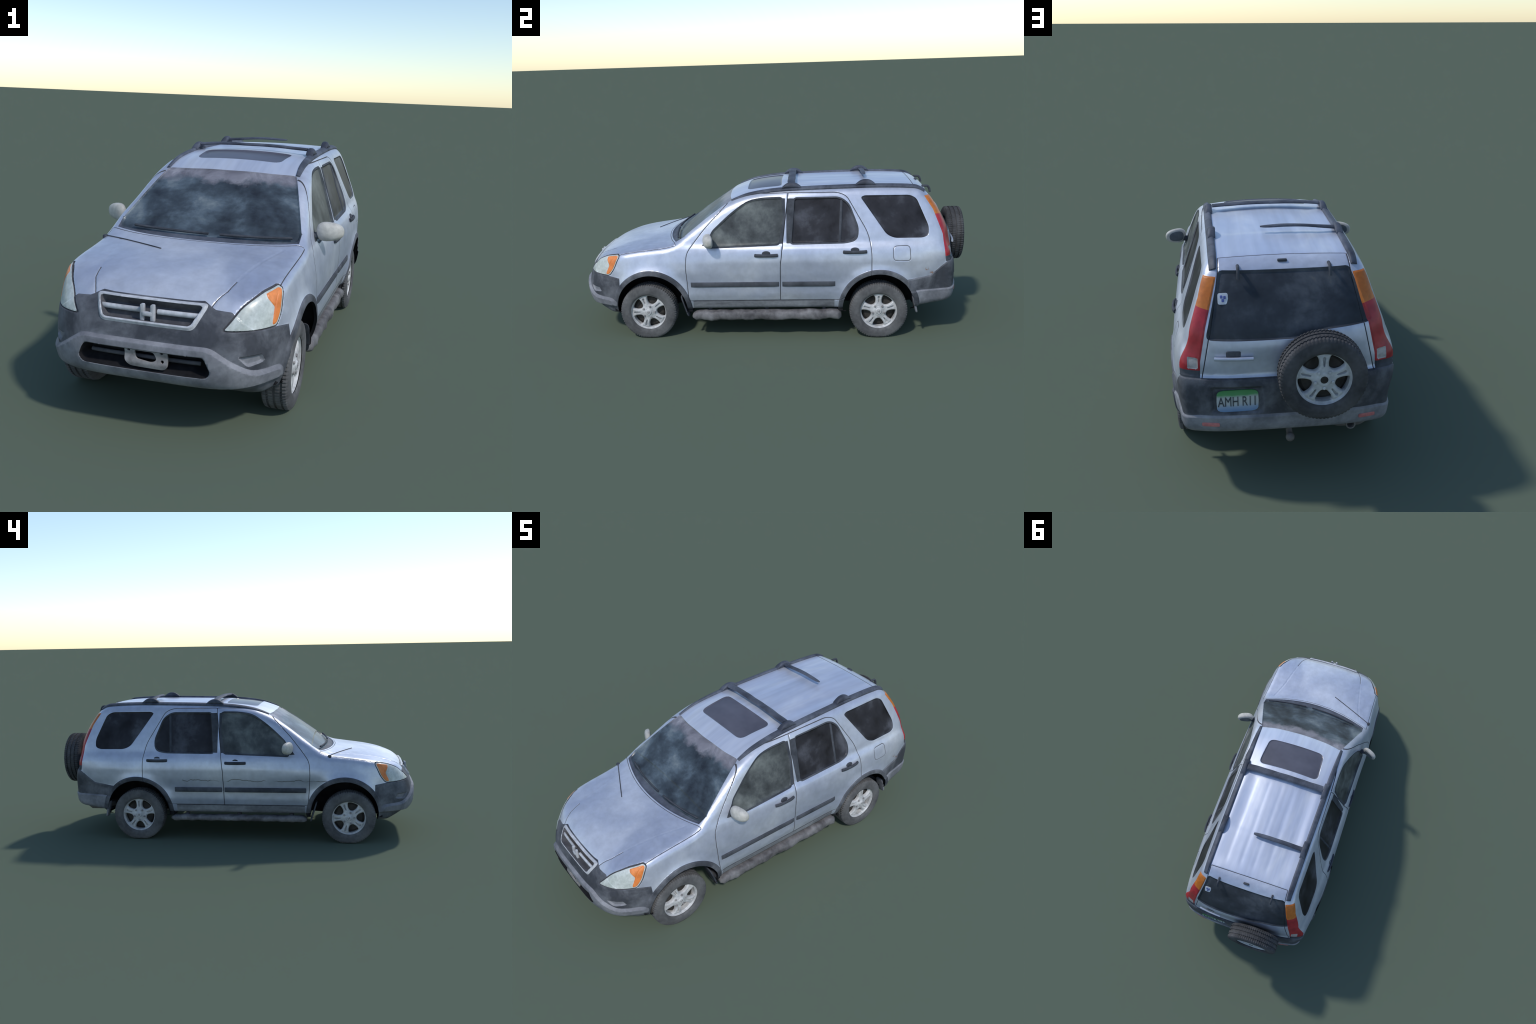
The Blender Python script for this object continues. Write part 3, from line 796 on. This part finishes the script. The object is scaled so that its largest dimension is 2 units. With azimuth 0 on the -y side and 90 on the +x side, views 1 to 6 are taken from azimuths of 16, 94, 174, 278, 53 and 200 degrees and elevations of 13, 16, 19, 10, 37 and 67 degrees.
def tire_geometry(R=.1435, r0=.091, w=.045, flat=None, grooves=True, seed=0):
    """tread profile turned about local x; flat = height of the ground below the axle"""
    pr = [(-.88*w, r0), (-.98*w, r0+.010), (-1.0*w, r0+.024), (-.99*w, R-.018), (-.93*w, R-.008), (-.82*w, R-.002)]
    gx = [-.5, 0, .5]
    for g in gx:
        pr += [((g-.09)*w, R), ((g-.07)*w, R-.005), ((g+.07)*w, R-.005), ((g+.09)*w, R)]
    pr += [(.82*w, R-.002), (.93*w, R-.008), (.965*w, R-.013), (.975*w, R-.016), (1.0*w, R-.022), (1.02*w, R-.032), (1.0*w, r0+.012), (.985*w, r0+.007), (.93*w, r0+.003), (.86*w, r0-.001)]
    n = 216; th = np.linspace(0, 2*np.pi, n, endpoint=False); m = len(pr); V = []
    for k, (x, q) in enumerate(pr):
        rr = np.full(n, q)
        if q > R-.009 and abs(x) > .4*w:           # cross sipes on the shoulder blocks
            rr = rr - .0028*((np.arange(n) + (1 if x > 0 else 0)) % 3 == 0)
        V.append(np.stack([np.full(n, x), rr*np.cos(th), rr*np.sin(th)], 1))
    V = np.concatenate(V); Fs = []
    for i in range(m-1):
        for j in range(n):
            Fs.append((i*n+j, i*n+(j+1) % n, (i+1)*n+(j+1) % n, (i+1)*n+j)[::-1])
    if flat is not None:
        d = np.clip(-flat + .020 - V[:, 2] - .0, 0, None)      # bulge near the contact patch
        k = np.clip((-.09 - V[:, 2]) / .05, 0, 1)
        V[:, 1] *= 1 + .02*k*k
        V[:, 2] = np.maximum(V[:, 2], -flat)
    return V, Fs

def disc(x, r, n=48, hub=None):
    th = np.linspace(0, 2*np.pi, n, endpoint=False)
    V = np.concatenate([[[x, 0, 0]], np.stack([np.full(n, x), r*np.cos(th), r*np.sin(th)], 1)])
    return V, [(0, 1+i, 1+(i+1) % n) for i in range(n)]

def drum(x0, x1, r, n=40, bevel=.15):
    th = np.linspace(0, 2*np.pi, n, endpoint=False); V = []; Fs = []
    b = bevel*r
    for x, q in ((x0, r), (x1-b, r), (x1, r-b)): V.append(np.stack([np.full(n, x), q*np.cos(th), q*np.sin(th)], 1))
    for i in range(2):
        for j in range(n): Fs.append((i*n+j, i*n+(j+1) % n, (i+1)*n+(j+1) % n, (i+1)*n+j)[::-1])
    Fs.append(tuple(range(2*n, 3*n))); Fs.append(tuple(range(n))[::-1])
    return np.concatenate(V), Fs

def xform(o, M): o.matrix_world = M

def make_wheel(car, name, M, tire_mat, rim_mat, flat, spin=0, nuts=True, rimdata=None, w=.045):
    hubV, hubF = drum(-.03, .011, .084)
    wh = mesh_obj(name, hubV, hubF, 'alloy_shadow', car, smooth_angle=30); wh.matrix_local = M
    tv, tf = tire_geometry(flat=flat, w=w)
    mesh_obj('tire', tv, tf, tire_mat, wh, smooth_angle=35)
    rot = np.array([[1, 0, 0], [0, math.cos(spin), -math.sin(spin)], [0, math.sin(spin), math.cos(spin)]])
    (bv, bt), (lv, lf) = rimdata; off = np.array([.030*w/.045, 0, 0])
    V, Fs = merge([(bv, bt.tolist()), (lv, lf)])
    mesh_obj('rim', V @ rot.T + off, Fs, rim_mat, wh, smooth_angle=40)
    cv, cf = drum(.0, .013, .017, bevel=.3) if nuts else drum(0, .009, .013, bevel=.1)
    mesh_obj('hub_centre', cv @ rot.T + off, cf, rim_mat if nuts else 'alloy_shadow', wh, smooth_angle=40)  # on the spare, a dark drum in place of the open centre hole
    for i in range(5):
        a = math.radians(90 + 36 + 72*i)
        nv, nf = drum(0, .010, .0052, 14, .25)
        nv = nv + np.array([0, .030*math.cos(a), .030*math.sin(a)])
        mesh_obj('lug_nut', nv @ rot.T + off, nf, 'bare_steel' if nuts else rim_mat, wh, smooth_angle=40)
    if nuts:                                   # small letter on the cap
        parts = [box((0, y, 0), (.002, .003, .014), .3) for y in (-.0045, .0045)] + [box((0, 0, 0), (.002, .008, .003), .3)]
        V, Fs = merge(parts); mesh_obj('cap_emblem', V @ rot.T + off + np.array([.0135, 0, 0]), Fs, 'bare_steel', wh, smooth_angle=40)
    return wh

# ------------------------------------------------------------------ everything attached to the body
def strip_on_side(y0, y1, z0, z1, h, s, n=40, m=6, taper=.02):
    """moulding: a raised rounded strip following the side of the body"""
    ys = np.linspace(y0, y1, n); V = []; Fs = []
    prof = [(0, -.006), (0, .6), (.15, .95), (.5, 1), (.85, .95), (1, .6), (1, -.006)]
    for i, y in enumerate(ys):
        e = min(1, min(y - y0, y1 - y)/taper + .15)
        for t, k in prof:
            zz = z0(y) + (z1(y) - z0(y))*t
            V.append((s*(surf_x(y, zz)[0] + h*(k*e if k > 0 else 1)*(1 if k > 0 else 0) + (k if k < 0 else 0)), y, zz))
    k = len(prof)
    for i in range(n-1):
        for j in range(k-1):
            q = (i*k+j, i*k+j+1, (i+1)*k+j+1, (i+1)*k+j); Fs.append(q if s < 0 else q[::-1])
    Fs += [tuple(range(k)), tuple(range((n-1)*k, n*k))[::-1]]
    return np.array(V), Fs

def attachments(car, doors, bf, br, gf, tg):
    # mouldings and handles
    c = lambda v: (lambda y: v)
    for s, k in ((1, 'l'), (-1, 'r')):
        for e, (a, b) in {'f': (-.412, .028), 'b': (.044, .304)}.items():
            V, Fs = strip_on_side(a, b, lambda y: .274, lambda y: .298, .007, s)
            mesh_obj('door_molding', V, Fs, 'black_plastic', doors[e+k], smooth_angle=50)
        for e, (yc, zc) in {'f': (-.032, .433), 'b': (.400, .445)}.items():
            x0 = surf_x(yc, zc)[0]
            y = np.linspace(yc-.056, yc+.056, 15)
            bow = 1 - ((y-yc)/.056)**4
            path = np.stack([s*(surf_x(y, zc) + .002 + .007*bow), y, np.full_like(y, zc)], 1)
            V, Fs = tube(path, round_ring(.0085, m=10, sx=.75, sy=1))
            cup = drum(-.004, .003, .017, 24, .2); cv = np.stack([cup[0][:, 0]*s, cup[0][:, 1]*1.25, cup[0][:, 2]*.72], 1) + np.array([s*(surf_x(yc, zc+.008)[0]), yc, zc+.008])
            cf = cup[1] if s > 0 else [f[::-1] for f in cup[1]]
            hm = mesh_obj('door_handle', *merge([(V, Fs), (cv, cf)]), 'black_plastic', doors[e+k], smooth_angle=50)
    # mirrors
    def mirror(s, ang, size, cen, k):
        n, m = 24, 32; V = []; Fs = []
        for i in range(n):
            p = -math.pi/2 + math.pi*i/(n-1)
            for j in range(m):
                q = 2*math.pi*j/m
                ex = lambda v, e: math.copysign(abs(v)**e, v)
                X = ex(math.cos(p), .75)*ex(math.cos(q), .78); Z = ex(math.cos(p), .75)*ex(math.sin(q), .78); Y = ex(math.sin(p), .8)
                Y = Y*(.55 if Y > 0 else 1)
                Z *= 1 - .16*X
                V.append((X*size[0]/2, Y*size[1]*.62, Z*size[2]/2))
        V = np.array(V)
        for i in range(n-1):
            for j in range(m): Fs.append((i*m+j, i*m+(j+1) % m, (i+1)*m+(j+1) % m, (i+1)*m+j)[::-1])
        back = V[:, 1] > size[1]*.62*.42
        R = Matrix.Rotation(ang, 3, 'Z')
        V[:, 0] *= s
        if s < 0: Fs = [f[::-1] for f in Fs]
        Vr = V @ np.array(R).T + np.array(cen)
        ff = [f for f in Fs if not all(back[list(f)])]; fb = [f for f in Fs if all(back[list(f)])]
        o = mesh_obj('side_mirror', Vr, ff, 'mirror_shell', doors['f'+k], smooth_angle=60)
        mesh_obj('mirror_glass', Vr, fb, 'mirror_back', doors['f'+k], smooth_angle=60)
        a = np.array([s*.335, -.325, .492]); b = np.array(cen) + np.array(R) @ np.array([-s*size[0]*.36, .002, -.012])
        V, Fs = tube(spline([a, (a+b)/2 + np.array([0, 0, -.002]), b], 8), round_ring(.015, m=12, sx=.9, sy=.9))
        mesh_obj('mirror_arm', V, Fs, 'black_plastic', doors['f'+k], smooth_angle=60)
    mirror(1, math.radians(17), (.098, .046, .066), (.399, -.308, .511), 'l')
    mirror(-1, math.radians(-26), (.090, .034, .064), (-.410, -.314, .517), 'r')

    # roof rails
    for s in (1, -1):
        yy = np.concatenate([np.linspace(-.205, .66, 60), np.linspace(.67, .745, 12)])
        xc = np.interp(yy, [-.205, -.12, 0, .3, .6, .70, .76], [.252, .250, .248, .243, .238, .237, .238])
        zc = surf_z(xc, yy)
        path = np.stack([s*xc, yy, zc + .001], 1)
        wid = np.interp(yy, [-.205, -.15, 0, .66, .752], [.008, .011, .015, .015, .013]); hgt = np.interp(yy, [-.205, -.1, 0, .7, .752], [.004, .007, .009, .009, .004])
        def ring(i, p, t):
            n = np.array([s*.45, 0, 1.0]); n /= np.linalg.norm(n); a = np.cross(t, n); a /= np.linalg.norm(a); n = np.cross(a, t)
            q = np.linspace(0, 2*np.pi, 14, endpoint=False); sq = lambda v: np.sign(v)*np.abs(v)**.7
            return p + wid[i]*sq(np.cos(q))[:, None]*a + hgt[i]*sq(np.sin(q))[:, None]*n
        V, Fs = tube(path, ring)
        rail = mesh_obj('roof_rail', V, Fs, 'rail_plastic', car, smooth_angle=60)
        for yf in (.096, .460):
            xf = np.interp(yf, [0, .6], [.246, .237]); zf = surf_z(xf, yf)[0]
            y = np.linspace(-.050, .050, 21); hh = .026*(1 - np.abs(y/.050)**2.2) + .002
            p = np.stack([np.full_like(y, s*(xf-.004)), yf + y, zf + .006 + hh*.5], 1)
            def fring(i, pp, t):
                q = np.linspace(0, 2*np.pi, 14, endpoint=False); sq = lambda v: np.sign(v)*np.abs(v)**.75
                return pp + (.014*sq(np.cos(q)))[:, None]*np.array([1, 0, 0]) + (hh[i]*.5*sq(np.sin(q)) )[:, None]*np.array([-s*.25, 0, 1])
            V, Fs = tube(p, fring)
            mesh_obj('rail_foot', V, [f[::-1] for f in Fs], 'rail_plastic', rail, smooth_angle=60)
    # cross bars: the rear one ends past the middle, lost in the scan
    x = np.linspace(-.225, .225, 40)
    bar = np.stack([x, np.full_like(x, .094), .767 - .008*(np.abs(x)/.225)**2.5], 1)
    V, Fs = tube(bar, round_ring(.010, m=12, sx=1.9, sy=.62)); mesh_obj('crossbar', wobble(V, .0012, 40, 3), Fs, 'rail_plastic', car, smooth_angle=60)
    x = np.linspace(-.228, .056, 30)
    bar = np.stack([x, np.full_like(x, .464), .772 - .012*(np.abs(np.minimum(x, 0))/.225)**2.5], 1)
    rad = np.interp(x, [-.228, 0, .04, .056], [.010, .0085, .007, .004])
    V, Fs = tube(bar, round_ring(rad, m=12, sx=1.35, sy=.62)); mesh_obj('crossbar', wobble(V, .002, 60, 5), Fs, 'rail_plastic', car, smooth_angle=60)
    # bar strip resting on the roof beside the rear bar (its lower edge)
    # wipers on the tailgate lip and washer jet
    for xx in (.155, -.150):
        y0 = surf_y(xx, .704, 1)[0]
        p = spline([(xx, y0-.022, .722), (xx, y0+.004, .722), (xx, y0+.016, .708), (xx, y0+.020, .690)], 10)
        V, Fs = tube(p, round_ring(.0055, up=(1, 0, 0), m=10)); mesh_obj('spoiler_bracket', V, Fs, 'black_plastic', tg, smooth_angle=60)
    V, Fs = box((.005, .735, surf_z(.005, .735)[0] + .003), (.032, .012, .008), .3); mesh_obj('washer_jet', V, Fs, 'black_plastic', tg, smooth_angle=50)
    # windscreen wipers
    for (x0, x1, off) in ((.06, .30, .010), (-.26, .02, .010)):
        x = np.linspace(x0, x1, 24); y = -.522 + .42*x*x + off
        p = np.stack([x, y, surf_z(x, y) + .004], 1)
        V, Fs = tube(p, round_ring(.0045, m=8)); mesh_obj('wiper', V, Fs, 'black_plastic', car, smooth_angle=60)
    # dark rod tracing the aerial's line baked flat onto the hood
    a = np.linspace(0, 1, 24); ax = -.347 + a*.257; ay = -.536 - a*.117
    p = np.stack([ax, ay, surf_z(ax, ay) + .001], 1)
    V, Fs = tube(p, round_ring(.0022, m=8)); an = mesh_obj('antenna_trace', V, Fs, 'black_plastic', car, smooth_angle=60)
    V, Fs = drum(-.004, .010, .010, 20, .3); V = V[:, [1, 2, 0]] + np.array([-.346, -.536, surf_z(.346, -.536)[0]])
    mesh_obj('antenna_base', V, Fs, 'black_plastic', an, smooth_angle=50)

    # grille: cross bar, letter emblem
    x = np.linspace(-.150, .150, 30); y = surf_y(x, .361) - .001
    for x0, x1 in ((-.150, -.026), (.026, .150)):
        xx = np.linspace(x0, x1, 14); yy = surf_y(xx, np.full_like(xx, .362)) + .006
        V, Fs = tube(np.stack([xx, yy, np.full_like(xx, .362)], 1), round_ring(.008, m=12, sx=.8, sy=1.0)); mesh_obj('grille_bar', V, Fs, 'chrome', gf, smooth_angle=60)
    ye = surf_y(0, .357)[0] - .001
    emb = [box((sx*.0155, ye, .358), (.013, .014, .052), .3) for sx in (-1, 1)] + [box((0, ye - .004, .357), (.030, .012, .013), .3)]
    V, Fs = merge(emb); mesh_obj('emblem', V, Fs, 'chrome', gf, smooth_angle=50)
    # air-intake slat and the bare number-plate bracket
    x = np.linspace(-.165, .165, 24); V, Fs = tube(np.stack([x, surf_y(x, np.full_like(x, .236)) + .016, np.full_like(x, .236)], 1), round_ring(.006, m=10)); mesh_obj('intake_slat', V, Fs, 'gap_black', bf, smooth_angle=60)
    yb = surf_y(.013, .245)[0] - .010
    out = fillet([(-.050, .276), (.076, .276), (.078, .222), (.066, .212), (-.036, .214), (-.052, .230)], .010)
    holes = [fillet([(-.022, .262), (.036, .262), (.046, .238), (.030, .230), (-.018, .236)], .008)] + [fillet([(cx-.005, cz-.005), (cx+.005, cz-.005), (cx+.005, cz+.005), (cx-.005, cz+.005)], .005) for cx, cz in ((.060, .262), (.062, .236), (-.038, .262))]
    gx, gz = np.meshgrid(np.arange(-.06, .09, .004), np.arange(.20, .286, .004), indexing='ij')
    GV = np.stack([gx, 0*gx, gz], -1).reshape(-1, 3); ny = gx.shape[1]; T = []
    for i in range(gx.shape[0]-1):
        for j in range(ny-1): T += [(i*ny+j, (i+1)*ny+j, (i+1)*ny+j+1), (i*ny+j, (i+1)*ny+j+1, i*ny+j+1)]
    S = Shell(GV, np.array(T)); al = lambda c: np.ones(len(c), bool)
    gb = lambda V: np.maximum(sdf(xz(V), out), -np.minimum.reduce([sdf(xz(V), h) for h in holes]))
    S.region('plate', gb, al); S.drop('body')
    u, inv = np.unique(S.T, return_inverse=True); PV = S.V[u]; PV[:, 1] = yb + .4*np.abs(PV[:, 0]-.013)**2 + .002*np.sin(PV[:, 2]*160)
    V, T = shell_thick(PV, inv.reshape(S.T.shape), np.array([0, .006, 0])); mesh_obj('plate_bracket', V, T, 'bare_steel', bf, smooth_angle=40)

    # running boards: lumpy tubes under the sills
    for s in (1, -1):
        y = np.linspace(-.415, .335, 120)
        e = np.clip(np.minimum(y + .418, .338 - y)/.02, .25, 1)**.5
        path = np.stack([np.full_like(y, s*.352), y, np.full_like(y, .116 if s > 0 else .124)], 1)
        def ring(i, p, t):
            q = np.linspace(0, 2*np.pi, 18, endpoint=False); sq = lambda v: np.sign(v)*np.abs(v)**.7
            return p + e[i]*np.stack([.030*sq(np.cos(q)), 0*q, (.025 if s > 0 else .016)*sq(np.sin(q))], 1)
        V, Fs = tube(path, ring); V = wobble(wobble(V, .0035 if s > 0 else .002, 45, 11 + s), .002, 150, 20 + s)
        bd = mesh_obj('running_board', V, Fs, 'board_metal', car, smooth_angle=60)
        for yb_ in (-.33, -.04, .25):
            V, Fs = tube(np.array([(s*.34, yb_, .125), (s*.30, yb_, .155), (s*.25, yb_, .165)]), round_ring(.012, m=10)); mesh_obj('board_bracket', V, Fs, 'gap_black', bd, smooth_angle=60)
    # mud flaps
    for s in (1, -1):
        V, Fs = box((s*.345, .690, .165), (.05, .012, .085), .3); V[:, 1] += (V[:, 2]-.2)*-.22
        mesh_obj('mud_flap', V, Fs, 'bumper_trim', car, smooth_angle=50)
        V, Fs = box((s*.335, -.462, .165), (.075, .010, .110), .3); V[:, 1] += (V[:, 2]-.2)*-.30
        mesh_obj('mud_flap', V, Fs, 'black_plastic', car, smooth_angle=50)
    # number plate at the back
    y = surf_y(.172, .31, 1)[0]
    V, Fs = box((.172, y - .003, .3095), (.138, .006, .079), .3)
    pl = mesh_obj('license_plate', V, Fs, 'plate_paint', tg, smooth_angle=40)
    font_line = 'AMH R11'
    cu = bpy.data.curves.new('plate_letter', 'FONT'); cu.body = font_line; cu.size = .050; cu.align_x = 'CENTER'; cu.align_y = 'CENTER'; cu.extrude = .001; cu.space_character = 1.0
    to = bpy.data.objects.new('plate_letter', cu); bpy.context.scene.collection.objects.link(to)
    dg = bpy.context.evaluated_depsgraph_get(); me = bpy.data.meshes.new_from_object(to.evaluated_get(dg)); bpy.data.objects.remove(to)
    me.transform(Matrix.Translation((.172, y + .0008, .307)) @ Matrix.Rotation(math.pi, 4, 'Z') @ Matrix.Rotation(math.pi/2, 4, 'X') @ Matrix.Diagonal((.64, 1.0, 1, 1)))
    me.materials.clear(); me.materials.append(MATS['plate_letter']); lo = bpy.data.objects.new('plate_letter', me); bpy.context.scene.collection.objects.link(lo); lo.parent = pl
    # tailgate handle
    yh = surf_y(.20, .458, 1)[0]
    x = np.linspace(.117, .243, 14); p = np.stack([x, surf_y(x, np.full_like(x, .458), 1) + .012, np.full_like(x, .458)], 1)
    V, Fs = tube(p, round_ring(.0065, m=10, sx=.8, sy=1.0)); mesh_obj('tailgate_handle', V, Fs, 'silver_paint', tg, smooth_angle=60)
    V, Fs = box((.180, yh + .001, .470), (.050, .008, .022), .4); mesh_obj('handle_dark_block', V, Fs, 'bumper_plastic', tg, smooth_angle=60)  # raised dark block added in place of the recess above the handle
    # sticker in the rear glass
    ys = surf_y(.208, .633, 1)[0] - .003
    a = math.atan2(.034, .06)
    V, Fs = box((0, 0, 0), (.034, .003, .038), .2); Rm = np.array(Matrix.Rotation(math.radians(31), 3, 'X')); V = V @ Rm.T + np.array([.208, ys - .003, .633])
    st = mesh_obj('window_sticker', V, Fs, 'sticker_white', tg, smooth_angle=40)
    V, Fs = merge([box((dx, .002, dz), (.008, .002, .010), .2) for dx, dz in ((-.006, .004), (.005, .006), (.0, -.006))]); V = V @ Rm.T + np.array([.208, ys - .003, .633])
    mesh_obj('sticker_mark', V, Fs, 'sticker_blue', st, smooth_angle=40)
    # rear reflectors
    for xr in (.262, -.262):
        yr = surf_y(abs(xr), .226, 1)[0]
        V, Fs = box((xr, yr + .009, .226), (.058, .008, .014), .3); V[:, 1] -= (np.abs(V[:, 0]) - abs(xr))*.2; mesh_obj('reflector', V, Fs, 'reflector_red', br, smooth_angle=40)
    # tow hitch and exhaust
    V, Fs = tube(spline([(-.003, .78, .185), (-.003, .84, .175), (-.003, .875, .150), (-.003, .893, .148)], 12), round_ring(.011, up=(1, 0, 0), m=12)); h = mesh_obj('tow_hitch', V, Fs, 'exhaust_steel', car, smooth_angle=60)
    n, m = 10, 16; BV = [(.0155*math.cos(-1.57+3.14*i/(n-1))*math.cos(6.283*j/m), .0155*math.cos(-1.57+3.14*i/(n-1))*math.sin(6.283*j/m), .0155*math.sin(-1.57+3.14*i/(n-1))) for i in range(n) for j in range(m)]
    BF = [(i*m+j, i*m+(j+1) % m, (i+1)*m+(j+1) % m, (i+1)*m+j) for i in range(n-1) for j in range(m)]
    mesh_obj('tow_ball', np.array(BV) + np.array([-.003, .894, .152]), BF, 'exhaust_steel', h, smooth_angle=80)
    q = np.linspace(0, 2*np.pi, 20, endpoint=False)
    rows = [(.76, .017), (.890, .017), (.890, .013), (.85, .012)]
    V = np.concatenate([np.stack([-.212 + r*np.cos(q), np.full(20, yv), .182 + r*np.sin(q)], 1) for yv, r in rows])
    Fs = [(i*20+j, i*20+(j+1) % 20, (i+1)*20+(j+1) % 20, (i+1)*20+j) for i in range(3) for j in range(20)] + [tuple(range(60, 80))]
    mesh_obj('exhaust_pipe', V, Fs, 'exhaust_steel', car, smooth_angle=40)
    V, Fs = box((-.21, .775, .172), (.18, .17, .050), .5); mesh_obj('muffler', V, Fs, 'exhaust_steel', car, smooth_angle=50)

# ------------------------------------------------------------------ assemble
def main():
    make_materials()
    YAW = .012
    car = bpy.data.objects.new('sport_utility_car', None); bpy.context.scene.collection.objects.link(car)
    car['label'] = 'silver five door off-road car with spare wheel on tailgate'; car['category'] = 'car'
    doors, bf, br, gf, tg = build_body(car)
    wheel_wells(car)
    attachments(car, doors, bf, br, gf, tg)
    rim = rim_geometry()
    for (y, z), sp in ((FW, .35), (RW, 0.0)):
        for s in (1, -1):
            M = Matrix.Translation(({1: .330, -1: -.338}[s] if y < 0 else {1: .340, -1: -.332}[s], y, z)) @ (Matrix.Identity(4) if s > 0 else Matrix.Rotation(math.pi, 4, 'Z'))
            make_wheel(car, 'wheel', M, 'tire_rubber', 'alloy', z, sp, True, rim)
    M = Matrix.Translation((-.099, .953, .416)) @ Matrix.Rotation(math.pi/2, 4, 'Z') @ Matrix.Rotation(math.radians(0), 4, 'Y')
    sp = make_wheel(car, 'spare_wheel', M, 'spare_rubber', 'spare_alloy', None, 0.0, False, rim)
    car.rotation_euler = (0, 0, YAW)
    V, Fs = drum(-.09, -.03, .045); mesh_obj('spare_bracket', V, Fs, 'black_plastic', sp, smooth_angle=40)

main()
